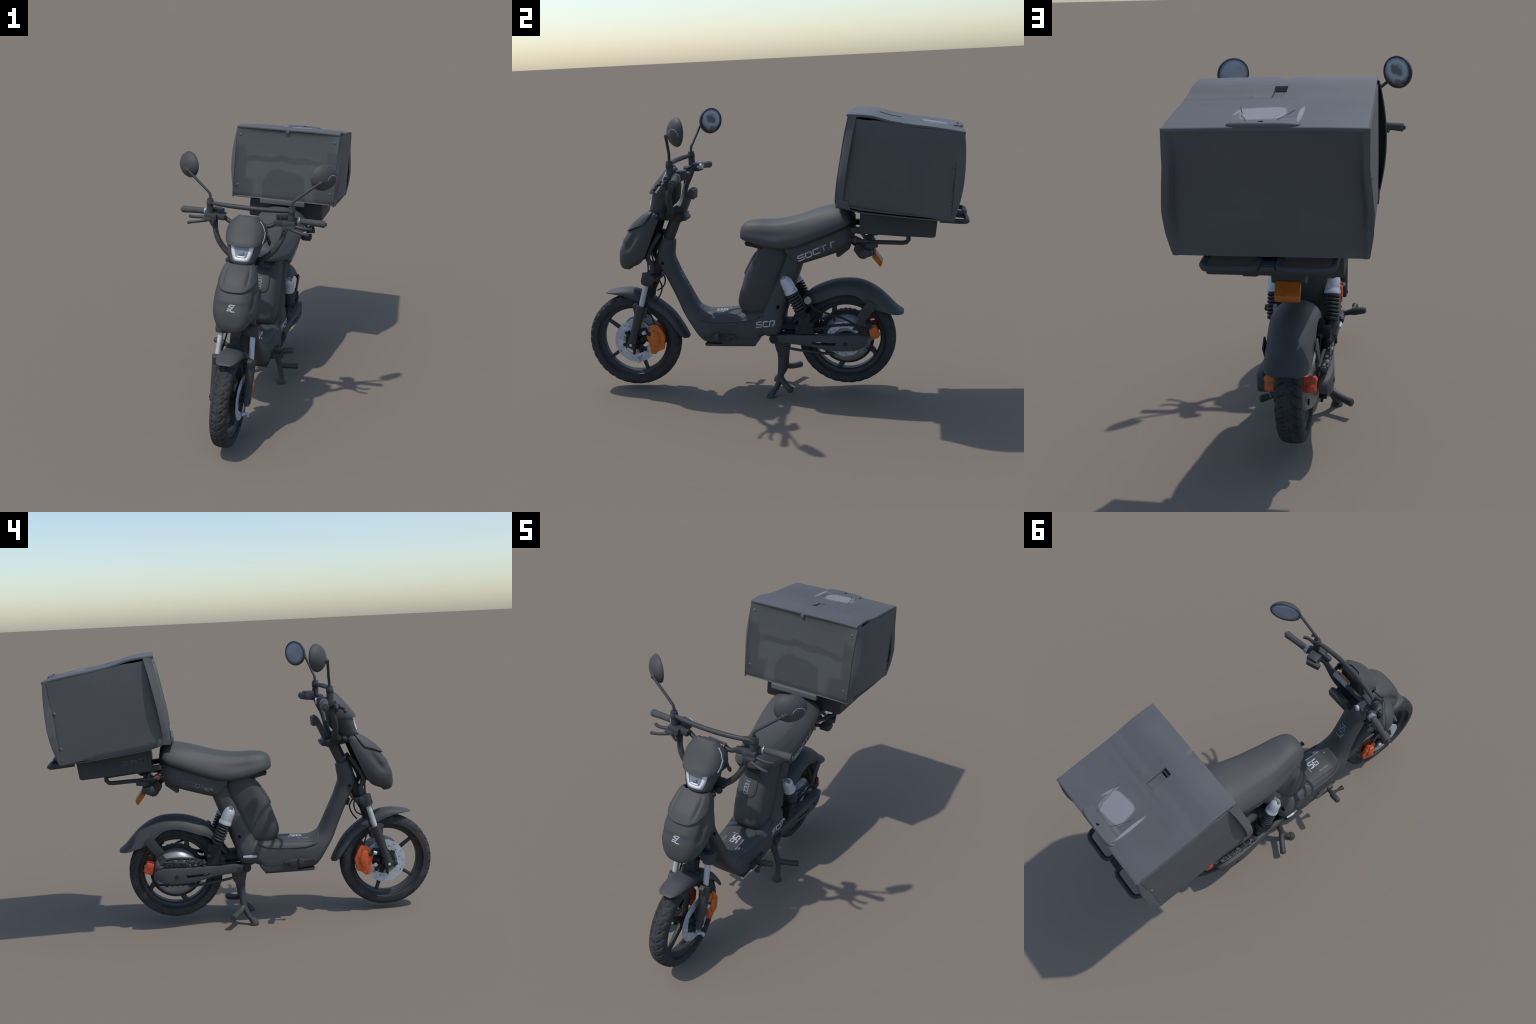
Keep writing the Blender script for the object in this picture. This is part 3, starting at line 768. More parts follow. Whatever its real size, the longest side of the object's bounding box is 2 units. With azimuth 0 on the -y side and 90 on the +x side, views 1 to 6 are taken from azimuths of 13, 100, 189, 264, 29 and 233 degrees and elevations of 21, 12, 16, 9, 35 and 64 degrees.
S = Shape().prism([(0.350, 0.742), (0.352, 0.722), (0.366, 0.720), (0.420, 0.762), (0.425, 0.785)], -0.055, 0.055, 0.004)
obj(S, 'tail_underside', PLASTIC, root)
S = Shape()
S.box((0, 0.436, 0.880), (0.19, 0.016, 0.07), 0.005)
obj(S, 'seat_back_panel', SOOT, root)

# ------------------------------------------------------------------ tail light, rack, battery case
S = Shape().prism([(0.438, 0.755), (0.450, 0.790), (0.466, 0.789), (0.512, 0.760), (0.541, 0.759), (0.543, 0.729), (0.516, 0.722), (0.488, 0.708), (0.466, 0.715)], -0.062, 0.062, 0.006)
S2 = Shape().prism([(0.474, 0.748), (0.480, 0.774), (0.496, 0.782), (0.536, 0.778), (0.540, 0.750), (0.512, 0.741)], 0.112, 0.170, 0.009).tube([(0.05, 0.49, 0.755), (0.125, 0.50, 0.762)], 0.010, 10); S2.both()
S.add(S2.v, S2.f); S.tube([(0, 0.452, 0.78), (0, 0.425, 0.80)], 0.020, 12)
obj(S, 'tail_light_housing', TRUNKM, root)
S = Shape().prism([(0.537, 0.733), (0.546, 0.738), (0.581, 0.690), (0.578, 0.676), (0.568, 0.664), (0.528, 0.716)], -0.046, 0.046, 0.004)
obj(S, 'rear_reflector', REFLM, root)
S = Shape().tube([(0.100, 0.425, 0.819), (0.112, 0.455, 0.818), (0.135, 0.500, 0.815), (0.160, 0.550, 0.817), (0.170, 0.610, 0.817), (0.172, 0.685, 0.814), (0.172, 0.702, 0.817), (0.172, 0.712, 0.828), (0.172, 0.713, 0.860)], 0.0108, 12)
S.tube([(0.095, 0.420, 0.868), (0.108, 0.455, 0.864), (0.128, 0.490, 0.852), (0.140, 0.512, 0.815)], 0.008, 10, k=4)
S.tube([(0.100, 0.43, 0.845), (0.118, 0.48, 0.823)], 0.006, 8)
S.box((0.155, 0.533, 0.803), (0.055, 0.055, 0.026), 0.006, (0.06, 0, 0.3))
S.prism([(0.432, 0.884), (0.432, 0.860), (0.500, 0.852), (0.716, 0.832), (0.716, 0.866)], 0.092, 0.128, 0.004)
S.both(); S.tube([(0, 0.43, 0.879), (0, 0.50, 0.878)], 0.006, 8)
S.box((0, 0.510, 0.797), (0.20, 0.050, 0.012), 0.003, (0.06, 0, 0))
S.tube([(-0.172, 0.713, 0.848), (0.172, 0.713, 0.848)], 0.009, 10)
obj(S, 'luggage_rack', FRAME, root)
S = Shape().box((0.112, 0.455, 0.818), (0.023, 0.014, 0.024), 0.004)
pair(S, 'rack_clip', REDM, root)
S = Shape().prism([(0.488, 0.985), (0.481, 0.879), (0.490, 0.871), (0.826, 0.846), (0.839, 0.850), (0.852, 0.950)], -0.226, 0.226, 0.009, 3)
case_o = obj(S, 'battery_case', TRUNKM, root); case_bvh = bvh_of(case_o)
S = Shape().prism([(0.498, 0.975), (0.492, 0.885), (0.482, 0.884), (0.489, 0.975)], -0.229, 0.229, 0.003)
obj(S, 'case_end_plate', TRUNKM, root)
loopp = [(0.034, 0.860, 0.928), (0.034, 0.940, 0.921), (0.034, 0.962, 0.918), (0.042, 0.979, 0.917), (0.060, 0.987, 0.916), (0.175, 0.987, 0.916), (0.195, 0.979, 0.917), (0.205, 0.960, 0.919), (0.206, 0.935, 0.921), (0.206, 0.860, 0.928)]
S = Shape().tube(loopp, 0.0122, 14)
pair(S, 'rack_loop', FRAME, root)
S = Shape().box((0, 0.965, 0.912), (0.050, 0.022, 0.018), 0.005).box((0, 0.905, 0.918), (0.045, 0.12, 0.012), 0.003)
obj(S, 'loop_joiner', FRAME, root)

# ------------------------------------------------------------------ cargo box
FRONT_E = [(0.930, 0.400), (1.023, 0.379), (1.066, 0.382), (1.137, 0.391), (1.200, 0.402), (1.269, 0.415), (1.348, 0.431), (1.440, 0.453)]     # z -> y of front edge
REAR_E = [(0.930, 0.917), (0.985, 0.935), (1.020, 0.946), (1.060, 0.956), (1.113, 0.966), (1.180, 0.972), (1.233, 0.974), (1.290, 0.973), (1.345, 0.969)]
TOP_E = [(0.430, 1.446), (0.452, 1.445), (0.520, 1.440), (0.565, 1.433), (0.600, 1.422), (0.640, 1.409), (0.685, 1.400), (0.740, 1.388), (0.826, 1.375), (0.916, 1.359), (0.975, 1.346)]
BOT_E = [(0.375, 1.026), (0.406, 1.012), (0.449, 0.998), (0.496, 0.985), (0.637, 0.966), (0.776, 0.949), (0.920, 0.936)]
fy = lambda z: interp(FRONT_E, z)[0]
ry = lambda z: interp(REAR_E, z)[0]
tz = lambda y: interp(TOP_E, y)[0]
bz = lambda y: interp(BOT_E, y)[0]

def grid_panel(fn, nu, nv):
    S = Shape(); vs = [fn(i / nu, j / nv) for j in range(nv + 1) for i in range(nu + 1)]
    fs = [(j * (nu + 1) + i, j * (nu + 1) + i + 1, (j + 1) * (nu + 1) + i + 1, (j + 1) * (nu + 1) + i) for j in range(nv) for i in range(nu)]
    return S.add(vs, fs)
def wob(p, a=0.0015, s=6.0): return a * mnoise.noise(Vector(p) * s)

# side panels: side edge seam lines
def side_panel(u, v):
    # front and rear seams are slanting lines
    z_f = 1.030 + v * (1.428 - 1.030); y_f = fy(z_f) + 0.028
    yr = 0.912 + 0.040 * v; z_r = 0.940 + v * (1.333 - 0.940)
    y = y_f + (yr - y_f) * u; z = z_f + (z_r - z_f) * u
    if v > 0: 
        zt = tz(y) - 0.012; zlow = bz(y) + 0.003
        z = zlow + (zt - zlow) * v
    gap = 0.011 * math.exp(-((y - 0.53) / 0.06) ** 2) * v ** 14
    x = side_base + side_bulge * (sin(pi * u) ** 0.6) * (max(0, sin(pi * v)) ** 0.6) + wob((0.3, y, z))
    return Vector((x, y, z - gap))
side_base, side_bulge = 0.312, 0.009
S = grid_panel(side_panel, 40, 36)
box_core = obj(S, 'cargo_box', BOXM, root, angle=60, solid=0.008)
side_base, side_bulge = 0.3060, 0.003; S = grid_panel(side_panel, 40, 36)
obj(S.mirrored(), 'side_panel', BOXM, box_core, angle=60, solid=-0.008)
# front panel (slightly bowed)
def front_panel(u, v):
    x = -0.313 + 0.626 * u; z = 1.002 + v * (1.434 - 1.002)
    z += 0.016 * (1 - v) * (0.5 - u) * 0
    zz = max(z, 1.023); y = fy(zz) + 0.003 + 0.022 * (max(0, sin(pi * u)) ** 0.45) * (max(0, sin(pi * v)) ** 0.5) + wob((x, 0.4, z), 0.0012, 9)
    if z < 1.023: y += (1.023 - z) * 0.4
    return Vector((x, y, z + (0.020 if v == 0 else 0.020 * (1 - v) ** 3)))
S = grid_panel(front_panel, 50, 36)
obj(S, 'front_panel', FRONTM, box_core, angle=60, solid=0.006)
# front corner flanges that spring outwards
def flange(u, v):
    z = 1.012 + v * (1.436 - 1.012); yf = fy(max(z, 1.023))
    bulge = 0.004 + 0.025 * max(0.0, sin(pi * min(1, max(0, (v - 0.06) / 0.94)))) ** 0.9
    x = 0.311 + bulge * u ** 0.9; y = yf + 0.001 + 0.036 * u ** 1.2
    return Vector((x, y, z))
S = grid_panel(flange, 8, 40)
obj(S, 'front_flange', BOXM, box_core, angle=70, solid=0.004); obj(S.mirrored(), 'front_flange', BOXM, box_core, angle=70, solid=-0.004)
# closing strip between flange and side panel at foot
S = Shape().prism([(0.380, 1.024), (0.386, 1.060), (0.440, 1.045), (0.450, 1.000), (0.410, 1.012)], 0.302, 0.318, 0.004)
pair(S, 'corner_gusset', BOXM, box_core)
# rear panel with its rounded wrap
RW_T = [(0.930, 0.304), (0.956, 0.310), (1.014, 0.320), (1.086, 0.324), (1.160, 0.317), (1.229, 0.310), (1.345, 0.309)]
def rear_panel(u, v):
    z = 0.938 + v * (1.345 - 0.938); w = interp(RW_T, z)[0]
    s = -1 + 2 * u; a = abs(s)
    t = min(1.0, a / 0.93)
    x = math.copysign(w * t, s); k0 = min(1, max(0, (0.970 - t) / 0.035)); k0 = k0 * k0 * (3 - 2 * k0)
    y = ry(z) - 0.040 * k0 * max(0, sin(pi * v)) ** 0.8 - 0.004 * (t ** 10)
    if a > 0.93:
        k = (a - 0.93) / 0.07; x = math.copysign(w - 0.005 * k, s)
        seam = 0.914 + 0.036 * (z - 0.938) / 0.407
        y = (ry(z) - 0.004) + (seam - 0.002 - ry(z) + 0.004) * k
    return Vector((x, y + wob((x, 0.95, z), 0.002, 5), z))
S = grid_panel(rear_panel, 116, 40)
obj(S, 'rear_panel', BOXM, box_core, angle=60, solid=-0.006)
def bottom_panel(u, v):
    y = 0.384 + u * (0.917 - 0.384); x = -0.305 + 0.61 * v
    return Vector((x, y, bz(y) + 0.006))
obj(grid_panel(bottom_panel, 20, 4), 'bottom_panel', BOXM, box_core, angle=60, solid=0.006)
obj(Shape().prism([(0.43, 1.05), (0.47, 1.385), (0.905, 1.32), (0.875, 0.98)], -0.285, 0.285, 0.0), 'box_shadow_filler', NIGHT, box_core)  # black solid inside the box, makes its open gaps look shadowed

# lid: one fine sheet with slot, plateau and rolled rim
def axis_lines(lo, hi, n, extra):
    L = [lo + (hi - lo) * i / n for i in range(n + 1)]
    for e in extra: L += [e - 0.0006, e + 0.0006]
    return sorted(set(round(v, 5) for v in L))
xs = axis_lines(-0.3095, 0.3095, 60, (-0.021, 0.021, 0.110, -0.110))
ys = axis_lines(0.446, 0.974, 52, (0.582, 0.604, 0.684))
def lid_z(x, y):
    z = tz(y) + 0.0015 * mnoise.noise(Vector((x * 5, y * 7, 0.3))) + 0.003 * (1 - (x / 0.316) ** 2)
    z -= 0.0035 * math.exp(-((y - 0.70) / 0.012) ** 2) * (1 if x > -0.05 else 0.5) * 0.5
    if 0.582 < y < 0.684 and abs(x) < 0.021: z -= 0.0065 + 0.006 * (0.684 - y) / 0.10 + (0.008 if y < 0.604 else 0)
    z -= 0.006 * math.exp(-((x + 0.002) / 0.014) ** 2) * math.exp(-((y - 0.448) / 0.02) ** 2)
    z += 0.005 * math.exp(-((x - 0.082) / 0.009) ** 2 - ((y - 0.671) / 0.009) ** 2)
    return z
S = Shape(); nx, ny = len(xs), len(ys)
top = []
for y in ys:
    for x in xs:
        yy = y
        if y < 0.47: yy += 0.006 * math.exp(-((x + 0.002) / 0.012) ** 2)
        top.append((x, yy, lid_z(x, y)))
S.v += [Vector(p) for p in top]
for j in range(ny - 1):
    for i in range(nx - 1):
        k = j * nx + i; S.f.append((k, k + 1, k + nx + 1, k + nx))
# rim skirt: down and slightly in
border = [(i, 0) for i in range(nx)] + [(nx - 1, j) for j in range(1, ny)] + [(i, ny - 1) for i in range(nx - 2, -1, -1)] + [(0, j) for j in range(ny - 2, 0, -1)]
idx = [j * nx + i for i, j in border]; prev = idx
for dz, out in ((0.003, 0.0018), (0.007, 0.002), (0.012, 0.0005), (0.0125, -0.010)):
    cur = []
    for (i, j), k in zip(border, idx):
        p = S.v[k].copy()
        ox = (1 if i == nx - 1 else -1 if i == 0 else 0); oy = (1 if j == ny - 1 else -1 if j == 0 else 0)
        cur.append(len(S.v)); S.v.append(p + Vector((ox * out, oy * out, -dz)))
    m = len(idx)
    for a in range(m): S.f.append((prev[a], prev[(a + 1) % m], cur[(a + 1) % m], cur[a]))
    prev = cur
lid = obj(S, 'lid', LIDM, box_core, angle=50)
lid_bvh = bvh_of(lid)
S = Shape().tube([(-0.106, 0.940, 1.350), (-0.100, 0.957, 1.351), (-0.06, 0.964, 1.352), (0.06, 0.964, 1.352), (0.106, 0.957, 1.351), (0.112, 0.940, 1.350)], [0.004, 0.009, 0.0115, 0.0115, 0.009, 0.004], 14, k=4)
S.prism([(0.900, 1.359), (0.93, 1.3615), (0.962, 1.362), (0.966, 1.350)], -0.098, 0.104, 0.003)
obj(S, 'lid_handle', LIDM, box_core, angle=50)
obj(Shape().tube([(0.010, 0.950, 1.352), (0.010, 0.952, 1.3645)], 0.005, 10).tube([(0.003, 0.946, 1.3620), (0.018, 0.955, 1.3630)], 0.002, 6), 'handle_screw', NIGHT, box_core)
# thin dark lines by the pale patch
lettering('lid_crack', [[(0.102, 0.775), (0.098, 0.80), (0.085, 0.845), (0.082, 0.875), (0.066, 0.905), (0.062, 0.925)], [(-0.034, 0.915), (-0.05, 0.88), (-0.075, 0.82)]],
          (0, 0, 1.4), (1, 0, 0), (0, 1, 0), lid_bvh, (0, 0, -1), 0.0015, CRACK, box_core, lift=0.0022)
# slot floor, latch and front clip
S = grid_panel(lambda u, v: Vector((-0.0195 + 0.039 * u, 0.606 + 0.0765 * v, lid_z(-0.0195 + 0.039 * u, 0.606 + 0.0765 * v) + 0.0012)), 6, 10)
obj(S, 'latch_recess_floor', BOXM, box_core, angle=60)
S = grid_panel(lambda u, v: Vector((-0.0195 + 0.039 * u, 0.5835 + 0.020 * v, lid_z(-0.0195 + 0.039 * u, 0.5835 + 0.020 * v) + 0.0012)), 6, 4)
obj(S, 'latch_recess_hole', NIGHT, box_core, angle=60)
obj(Shape().box((0.002, 0.592, 1.4125), (0.034, 0.012, 0.006), 0.002), 'lid_latch', SOOT, box_core)
obj(Shape().box((-0.002, 0.447, 1.428), (0.020, 0.012, 0.018), 0.004), 'front_clip', BOXM, box_core)
# cleat bar under the front panel
S = Shape().prism([(0.374, 1.030), (0.364, 1.026), (0.362, 1.000), (0.378, 0.995), (0.392, 1.004)], -0.137, 0.137, 0.003)
obj(S, 'front_cleat', BOXM, box_core)
# rivets
def rivet_at(p, n, r=0.0105, h=0.008):
    S = Shape(); N = Vector(n).normalized(); a = N.orthogonal().normalized(); b = N.cross(a); P = Vector(p); R = []
    for k in range(5):
        t = k / 4 * pi / 2
        R.append([P + N * (h * sin(t)) + (a * cos(q) + b * sin(q)) * (r * max(cos(t), 0.05)) for q in [2 * pi * j / 14 for j in range(14)]])
    return S.rings(R)
rv = [((-0.289, fy(1.391) + 0.006, 1.391), (0, -1, -0.2)), ((0.287, fy(1.388) + 0.006, 1.388), (0, -1, -0.2)), ((-0.286, fy(1.093) + 0.008, 1.093), (0, -1, -0.1)), ((0.284, fy(1.089) + 0.008, 1.089), (0, -1, -0.1))]
for sx in (-1, 1):
    rv += [((sx * 0.305, 0.938, 1.318), (sx, 0, 0)), ((sx * 0.307, 0.905, 0.962), (sx, 0, 0)), ((sx * 0.306, 0.440, 1.025), (sx, 0, 0)), ((sx * 0.306, 0.742, 1.368), (sx, 0, 0.3)),
           ((sx * 0.312, 0.925, 1.19), (sx, 0, 0)), ((sx * 0.309, 0.908, 1.02), (sx, 0, 0)), ((sx * 0.262, ry(1.055) - 0.036, 1.055), (0, 1, -0.2))]
for p, n in rv: obj(rivet_at(p, n), 'rivet', BOXM, box_core, angle=60)
rivs = [(-0.296, 1.090), (-0.308, 1.094), (-0.316, 1.084)]
obj(Shape().tube([(-0.283, fy(1.085) - 0.004, 1.084), (-0.296, fy(1.09) - 0.003, 1.090), (-0.306, fy(1.09) - 0.002, 1.091), (-0.314, fy(1.08), 1.080)], 0.0022, 6), 'panel_crack', CRACK, box_core)

# ------------------------------------------------------------------ front shield
SH_F = [(0.657, -0.757), (0.664, -0.777), (0.676, -0.787), (0.695, -0.792), (0.717, -0.793), (0.767, -0.786), (0.808, -0.768), (0.829, -0.760), (0.868, -0.731), (0.905, -0.699), (0.935, -0.662), (0.955, -0.632), (0.968, -0.608)]
SH_B = [(0.657, -0.745), (0.675, -0.732), (0.700, -0.674), (0.730, -0.643), (0.760, -0.627), (0.800, -0.608), (0.857, -0.584), (0.905, -0.564), (0.935, -0.553), (0.968, -0.560)]
SH_W = [(0.657, 0.012), (0.662, 0.032), (0.670, 0.052), (0.682, 0.072), (0.700, 0.092), (0.730, 0.108), (0.763, 0.115), (0.800, 0.116), (0.840, 0.114), (0.880, 0.106), (0.910, 0.098), (0.940, 0.089), (0.958, 0.080), (0.968, 0.066)]
SH_F, SH_B, SH_W = smooth_tab(SH_F, 4), smooth_tab(SH_B, 4), smooth_tab(SH_W, 4)
def shield_pt(t, z, lift=0.0):
    yf = interp(SH_F, z)[0]; yb = interp(SH_B, z)[0]; w = interp(SH_W, z)[0]
    e = 0.64
    s_, c = sin(t), cos(t)
    X = (w + lift) * math.copysign(abs(s_) ** e, s_); Y = yb + (yf - lift - yb) * max(0, c) ** 0.74
    # hollow scoop on each flank
    if lift == 0:
        u = (z - 0.825) * 0.818 + (Y + 0.700) * 0.575; w_ = (z - 0.825) * 0.575 - (Y + 0.700) * 0.818
        g = math.exp(-(u / 0.058) ** 4) * math.exp(-(w_ / 0.015) ** 2) * min(1, max(0, (abs(X) - 0.070) / 0.03))
        X -= math.copysign(0.011 * g, X); Y += 0.006 * g
    q = (Y - yf) / (yb - yf) if yb != yf else 0
    X *= 1 - 0.15 * max(0, (q - 0.55) / 0.45) ** 2      # flanks tuck in towards the open back
    return Vector((X - 0.004, Y, z))
zs = [0.657 + (0.968 - 0.657) * (i / 110) for i in range(111)]
ts = [-pi / 2 + pi * j / 64 for j in range(65)]
S = Shape().rings([[shield_pt(t, z) for t in ts] for z in zs], cap=False, closed=False)
shield = obj(S, 'front_shield', PLASTIC, root, angle=60, normals=False, solid=0.004)
bm = bmesh.new(); bm.from_mesh(shield.data); bmesh.ops.recalc_face_normals(bm, faces=bm.faces[:]); bm.to_mesh(shield.data); bm.free()
shield_bvh = bvh_of(shield)
# raised crest over the top with a U-shaped lower edge and two flutes
def crest_pt(a, b):
    t = a * 1.18; x0 = sin(t)
    zlow = 0.866 + 0.050 * abs(x0) ** 2.2; z = zlow + (0.970 - zlow) * b
    p = shield_pt(t, min(z, 0.968), (0.0045 - 0.001 * b) * (1 - abs(a) ** 6 * 0.9))
    g = math.exp(-((abs(a) - (0.34 + 0.16 * b)) / 0.09) ** 2) * sin(pi * min(1, max(0, (b - 0.1) / 0.85)))
    p.y += 0.0075 * g; p.z -= 0.002 * g
    return p
S = grid_panel(lambda u, v: crest_pt(-1 + 2 * u, v), 60, 30)
crest = obj(S, 'shield_crest', PLASTIC, root, angle=60, normals=False, solid=0.0)
md = crest.modifiers.new('t', 'SOLIDIFY'); md.thickness = 0.006; md.offset = 1
dg = bpy.context.evaluated_depsgraph_get(); dg.update()
me2 = bpy.data.meshes.new_from_object(crest.evaluated_get(dg)); crest.modifiers.clear(); crest.data = me2
# near-black block modelling the shadow inside the open-backed shield
S = Shape().prism([(-0.612, 0.920), (-0.595, 0.910), (-0.625, 0.84), (-0.668, 0.75), (-0.690, 0.738)], -0.066, 0.060, 0.003)
obj(S, 'shield_shadow_block', NIGHT, root)

# ------------------------------------------------------------------ headlight cowl
HL = [ # z, front y, back y, half width
    (0.940, -0.575, -0.510, 0.040), (0.950, -0.590, -0.505, 0.052), (0.964, -0.604, -0.500, 0.060), (0.980, -0.609, -0.496, 0.066), (1.000, -0.603, -0.485, 0.073), (1.030, -0.594, -0.480, 0.085), (1.062, -0.584, -0.472, 0.093),
    (1.090, -0.560, -0.466, 0.096), (1.120, -0.540, -0.464, 0.093), (1.150, -0.520, -0.464, 0.081), (1.175, -0.502, -0.458, 0.060), (1.186, -0.495, -0.462, 0.046), (1.1895, -0.490, -0.468, 0.034)]
S = Shape()
S.rings([sup_ring((f, z), (b, z), w, 2.35, 56) for z, f, b, w in smooth_tab(HL, 5)])
cowl = obj(S, 'headlight_cowl', PLASTIC, root, angle=60); cowl_bvh = bvh_of(cowl)
VZ = smooth_tab([(1.064, -0.600, -0.485, 0.097), (1.080, -0.592, -0.480, 0.101), (1.100, -0.576, -0.475, 0.102), (1.125, -0.556, -0.472, 0.099), (1.150, -0.535, -0.472, 0.086), (1.172, -0.516, -0.474, 0.065), (1.186, -0.502, -0.476, 0.050), (1.191, -0.494, -0.478, 0.040)], 5)
def visor_pt(u, v):
    z, yf, yb, w = interp([(i / (len(VZ) - 1),) + r for i, r in enumerate(VZ)], v)
    t = (-1 + 2 * u) * pi / 2; s_, c = sin(t), cos(t)
    return Vector((w * math.copysign(abs(s_) ** 0.72, s_), yb + (yf - yb) * max(0, c) ** 0.74, z + 0.004 * abs(s_) ** 3 * (1 - v)))
S = grid_panel(visor_pt, 60, 28)
visor = obj(S, 'headlight_visor', PLASTIC, root, angle=55, normals=False, solid=-0.005)
bm = bmesh.new(); bm.from_mesh(visor.data); bmesh.ops.recalc_face_normals(bm, faces=bm.faces[:]); bm.to_mesh(visor.data); bm.free()
visor_bvh = bvh_of(visor)
lettering('visor_white_strip', [[(0.0, 0.0), (0.004, -0.020), (0.003, -0.048)]], (0.078, -0.5, 1.172), (0.6, 0.8, 0), (0, 0, 1), visor_bvh, (-0.8, 0.6, -0.1), 0.005, LETTER, root, lift=0.001)
lettering('visor_white_strip', [[(0.0, 0.0), (-0.016, -0.030), (-0.030, -0.046)]], (0.086, -0.5, 1.120), (0.6, 0.8, 0), (0, 0, 1), visor_bvh, (-0.8, 0.6, -0.1), 0.009, LETTER, root, lift=0.001)
# lamp: grey lens and white U-shaped light guide, draped on the cowl front
lampw = lambda b: 0.66 + 0.34 * (b + 1) / 2
lens = drape('headlamp_lens', LAMPG, cowl_bvh, (0, -0.6, 1.024), (1, 0, 0), (0, 0, 1), (0, 1, 0), 24, 18, lampw, 0.003, root, 0.004, 0.062, 0.039)
lens_bvh = bvh_multi(lens, cowl)
U_pts = [(-0.050, 0.032), (-0.044, -0.002), (-0.037, -0.024), (-0.028, -0.030), (0.028, -0.030), (0.037, -0.024), (0.044, -0.002), (0.050, 0.032)]
lettering('light_guide', [U_pts], (0, -0.6, 1.028), (1, 0, 0), (0, 0, 1), lens_bvh, (0, 1, 0), 0.020, LAMPW, root, lift=0.0025)
lettering('light_guide', [[(-0.016, -0.017), (0.016, -0.017)]], (0, -0.6, 1.028), (1, 0, 0), (0, 0, 1), lens_bvh, (0, 1, 0), 0.010, LAMPW, root, lift=0.0028)
obj(Shape().box((0.0, -0.601, 1.030), (0.026, 0.010, 0.016), 0.003), 'lamp_emblem', LAMPG, root)
# instrument back and mounting clutter behind the cowl
S = Shape().prism([(-0.495, 1.150), (-0.462, 1.152), (-0.450, 1.09), (-0.462, 1.02), (-0.49, 0.99)], -0.058, 0.058, 0.012, 3)
obj(S, 'instrument_back', SOOT, root)

# ------------------------------------------------------------------ handlebar
halfbar = [(0.0, -0.420, 1.146), (0.05, -0.424, 1.138), (0.095, -0.430, 1.130), (0.14, -0.422, 1.150), (0.18, -0.408, 1.163), (0.25, -0.394, 1.165), (0.385, -0.376, 1.156)]
S = Shape().tube([(-p[0], p[1], p[2]) for p in halfbar[:0:-1]] + halfbar, 0.0115, 14, k=5)
obj(S, 'handlebar', FRAME, root)
S = Shape().tube([(-0.030, -0.4235, 1.146), (0.062, -0.4265, 1.139)], 0.0165, 18)
obj(S, 'bar_badge', HUBM, root)
obj(Shape().tube([(-0.026, -0.430, 1.148), (0.056, -0.433, 1.141)], 0.0150, 18), 'bar_pad', make_mat('rust_orange', (0.30, 0.11, 0.045), 0.5, var=0.4, scale=40), root)
S = Shape().tube([(0.252, -0.3937, 1.165), (0.300, -0.3873, 1.162), (0.345, -0.3815, 1.159), (0.378, -0.377, 1.1565), (0.384, -0.376, 1.156)], [0.0165, 0.0165, 0.017, 0.019, 0.018], 20)
S.tube([(0.384, -0.376, 1.156), (0.394, -0.3745, 1.1555)], [0.010, 0.009], 12)
pair(S, 'grip', GRIPM, root)
S = Shape().tube([(0.236, -0.3965, 1.165), (0.254, -0.3935, 1.165)], 0.0215, 20)
pair(S, 'grip_collar', HUBM, root)
# crossbar with flattened ends
S = Shape().tube([(-0.205, -0.436, 1.226), (-0.16, -0.445, 1.226), (-0.08, -0.455, 1.226), (0, -0.458, 1.226), (0.08, -0.455, 1.226), (0.16, -0.445, 1.226), (0.205, -0.436, 1.226)], [0.009, 0.0115, 0.0125, 0.0125, 0.0125, 0.0115, 0.009], 14, k=5)
obj(S, 'crossbar', FRAME, root)
# mirror clamps + brake perches
S = Shape().tube([(0.217, -0.430, 1.160), (0.217, -0.432, 1.205), (0.217, -0.432, 1.212), (0.217, -0.432, 1.216), (0.217, -0.432, 1.234), (0.217, -0.432, 1.237), (0.217, -0.432, 1.247)], [0.0185, 0.0175, 0.0165, 0.0190, 0.0190, 0.0165, 0.0165], 20)
S.tube([(0.205, -0.410, 1.163), (0.243, -0.404, 1.163)], 0.022, 18)
S.box((0.205, -0.440, 1.158), (0.070, 0.052, 0.032), 0.009, (0, 0, 0.12)).box((0.158, -0.440, 1.157), (0.060, 0.032, 0.030), 0.009, (0, 0, 0.15))
S.box((0.222, -0.466, 1.146), (0.050, 0.028, 0.018), 0.006).box((0.195, -0.462, 1.140), (0.030, 0.026, 0.022), 0.005)
S.tube([(0.205, -0.474, 1.138), (0.196, -0.472, 1.122), (0.188, -0.466, 1.108)], 0.005, 8)
pair(S, 'brake_perch', FRAME, root)
S = Shape().tube([(0.222, -0.468, 1.142), (0.255, -0.484, 1.136), (0.290, -0.492, 1.131), (0.310, -0.490, 1.126), (0.318, -0.486, 1.122)], [0.010, 0.0078, 0.0078, 0.008, 0.0085], 10, k=4)
pair(S, 'brake_lever', FRAME, root)
S = Shape().tube([(0.235, -0.446, 1.150), (0.270, -0.452, 1.148), (0.305, -0.448, 1.144), (0.325, -0.437, 1.142)], [0.010, 0.0086, 0.0082, 0.0088], 10, k=4)
pair(S, 'clutch_lever', FRAME, root)
# switch pods (rider side)
S = Shape().box((0.180, -0.385, 1.172), (0.060, 0.050, 0.048), 0.008, (0, 0, 0.25)).box((0.158, -0.362, 1.168), (0.070, 0.026, 0.030), 0.005, (0, 0, 0.35))
obj(S, 'switch_pod', FRAME, root)
S = Shape().box((-0.185, -0.395, 1.168), (0.060, 0.050, 0.044), 0.010, (0, 0, -0.2))
obj(S, 'switch_pod', FRAME, root)
S = Shape().tube([(-0.170, -0.385, 1.170), (-0.166, -0.364, 1.172)], [0.019, 0.014], 18)
obj(S, 'switch_button', STEEL, root)
obj(Shape().ball((-0.150, -0.372, 1.158), (0.008, 0.008, 0.006)), 'kill_switch', REDM, root)
